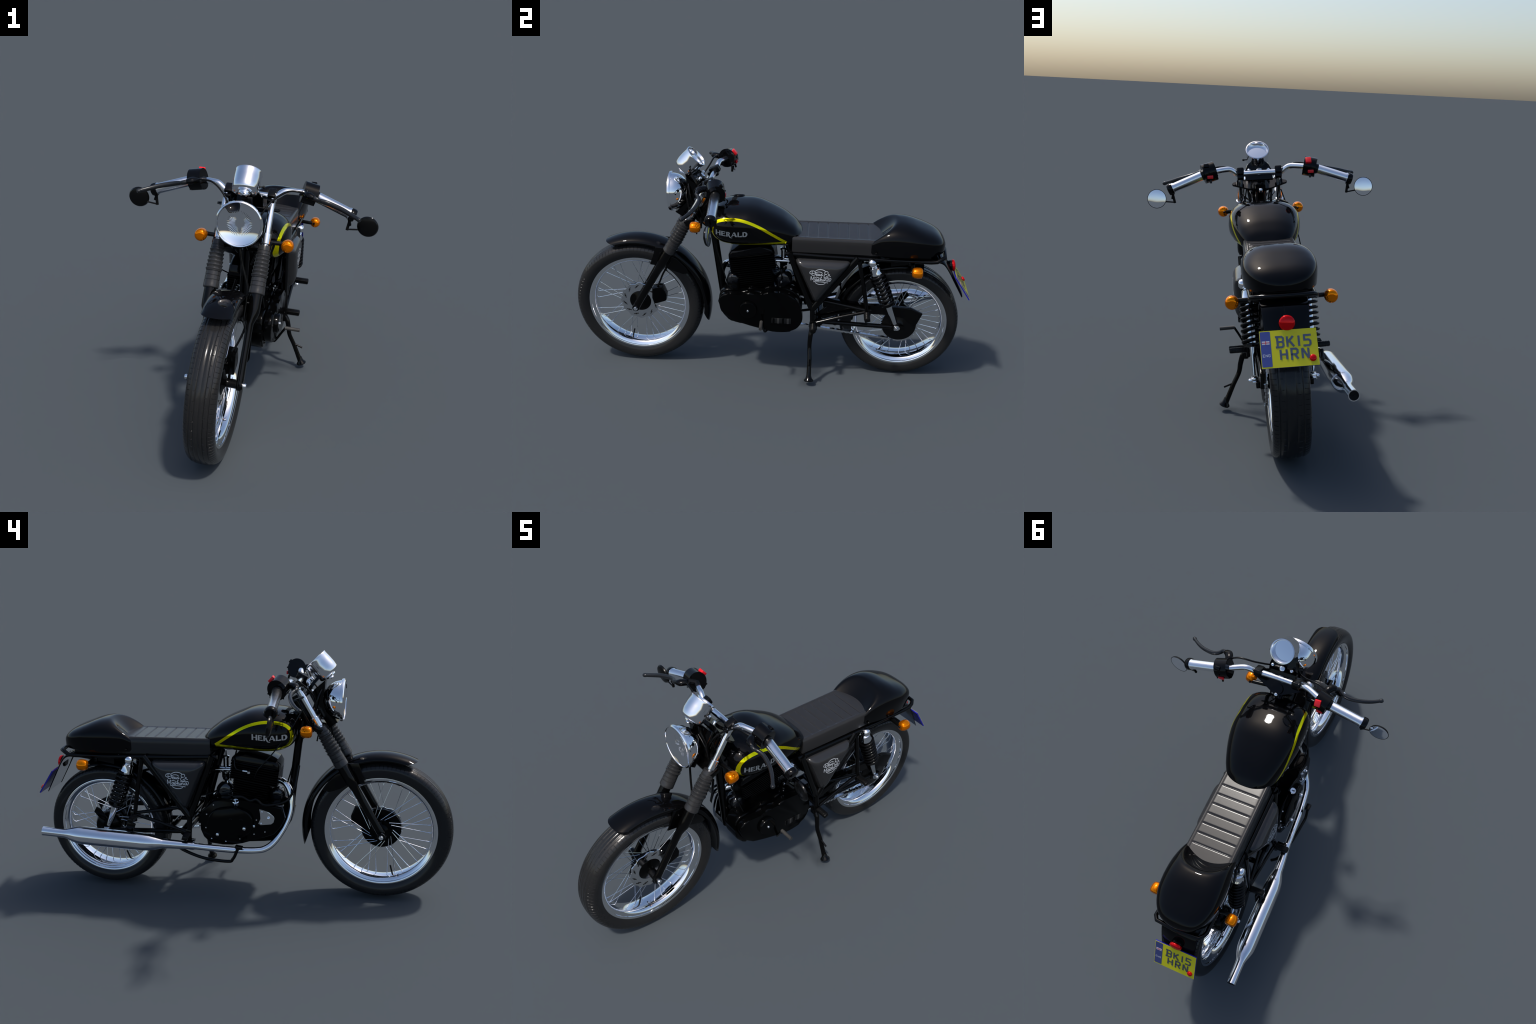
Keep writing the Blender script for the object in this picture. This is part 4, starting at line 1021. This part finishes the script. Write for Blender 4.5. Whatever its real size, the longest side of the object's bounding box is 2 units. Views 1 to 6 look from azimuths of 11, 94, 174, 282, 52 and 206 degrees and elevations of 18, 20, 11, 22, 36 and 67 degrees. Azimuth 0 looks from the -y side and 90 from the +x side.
GLY = {
    'B': [[(0, 0), (.72, 0), (.9, .14), (.9, .38), (.74, .5), (.9, .62), (.9, .86), (.72, 1), (0, 1)], [(.12, 0), (.12, 1)], [(.12, .5), (.74, .5)]],
    'K': [[(.1, 0), (.1, 1)], [(.12, .42), (.88, 1)], [(.36, .58), (.92, 0)]],
    '1': [[(.5, 0), (.5, 1)]],
    '5': [[(.9, 1), (.12, 1), (.12, .56), (.7, .56), (.9, .42), (.9, .14), (.72, 0), (.08, 0)]],
    'H': [[(.1, 0), (.1, 1)], [(.9, 0), (.9, 1)], [(.1, .5), (.9, .5)]],
    'R': [[(.1, 0), (.1, 1), (.72, 1), (.9, .86), (.9, .6), (.72, .46), (.1, .46)], [(.5, .46), (.92, 0)]],
    'N': [[(.1, 0), (.1, 1)], [(.9, 0), (.9, 1)], [(.12, 1), (.88, 0)]],
    'E': [[(.9, 1), (.1, 1), (.1, 0), (.9, 0)], [(.1, .5), (.8, .5)]],
    'G': [[(.9, .85), (.75, 1), (.25, 1), (.1, .85), (.1, .15), (.25, 0), (.75, 0), (.9, .15), (.9, .48), (.55, .48)]],
}
def stroke_letter(ch, u, v, w, h, t, mat, name, shear=0.0):
    V = []; F = []
    for k, st in enumerate(GLY[ch]):
        P = [Vector((u + x * w, v + (1 - y) * h)) for x, y in st]; n = len(P); b0 = len(V)
        for i in range(n):
            t0 = (P[i] - P[i - 1]).normalized() if i else (P[1] - P[0]).normalized()
            t1 = (P[i + 1] - P[i]).normalized() if i < n - 1 else t0
            nb = Vector((-t0.y, t0.x)) + Vector((-t1.y, t1.x)); nb = nb.normalized() if nb.length > .3 else Vector((-t0.y, t0.x))
            sc = 1 / max(.5, nb.dot(Vector((-t0.y, t0.x))))
            e = Vector((0, 0))
            if i == 0: e = -t0 * t * .5 if st[0][0] not in (.12, .36) else e
            if i == n - 1: e = t0 * t * .5
            for j in (-.5, .5):
                q = P[i] + nb * t * sc * j + (e if len(st) > 2 else Vector((0, 0)))
                V.append(on_plate(q.x, q.y, .0012 + .0003 * k))
        for i in range(n - 1): F.append((b0 + 2 * i, b0 + 2 * i + 1, b0 + 2 * i + 3, b0 + 2 * i + 2))
    return mesh_object(name, V, F, mat, NP, smooth=False)
x = -.0435
for ch, w in (('B', .027), ('K', .028), ('1', .016), ('5', .027)):
    stroke_letter(ch, x, .025, w, .038, .0075, PLTXT, 'plate_letter'); x += w + .0085
x = -.0345
for ch in 'HRN':
    stroke_letter(ch, x, .072, .027, .037, .0075, PLTXT, 'plate_letter'); x += .0385
x = -.0955
for ch in 'ENG':
    stroke_letter(ch, x, .0865, .0076, .009, .0015, WHITE, 'band_letter'); x += .0096
lathe('tail_lamp', [(.024, -.010), (.0285, -.009), (.0295, -.004), (.0285, .001), (.024, .0045), (.014, .007), (0, .008)], (0, .920, .612), (0, 1, .12), RED, None, 48, 60)
lathe('tail_lamp_base', [(.02, -.02), (.026, -.012), (.026, 0)], (0, .908, .611), (0, 1, .12), MATTE, None, 32)
lathe('plate_reflector', [(.0125, 0), (.0125, .004), (.011, .007), (.006, .009), (0, .0095)], on_plate(.081, .110, .0004), pn, RED, NP, 28, 60)

# ------------------------------------------------------------------ side stand
KS = group('side_stand')
tube('stand_leg', [(.128, .232, .30), (.148, .226, .272), (.160, .222, .235), (.169, .221, .195), (.195, .224, .145), (.222, .224, .088), (.235, .224, .062)], [.0115, .0125, .0115, .0105, .0105, .0115, .013], FRAME, KS)
lathe('stand_foot', [(.0, -.004), (.022, -.004), (.0245, 0), (.0235, .004), (.016, .012), (.0125, .024), (.0115, .034)], (.2435, .224, .0475), Vector((-.36, 0, .86)), FRAME, KS, 32)
tube('stand_spur', [(.194, .225, .148), (.24, .224, .132)], .0045, FRAME, KS, smooth=False)
box('stand_bracket', (.122, .235, .295), (.03, .04, .04), FRAME, KS, None, .005)
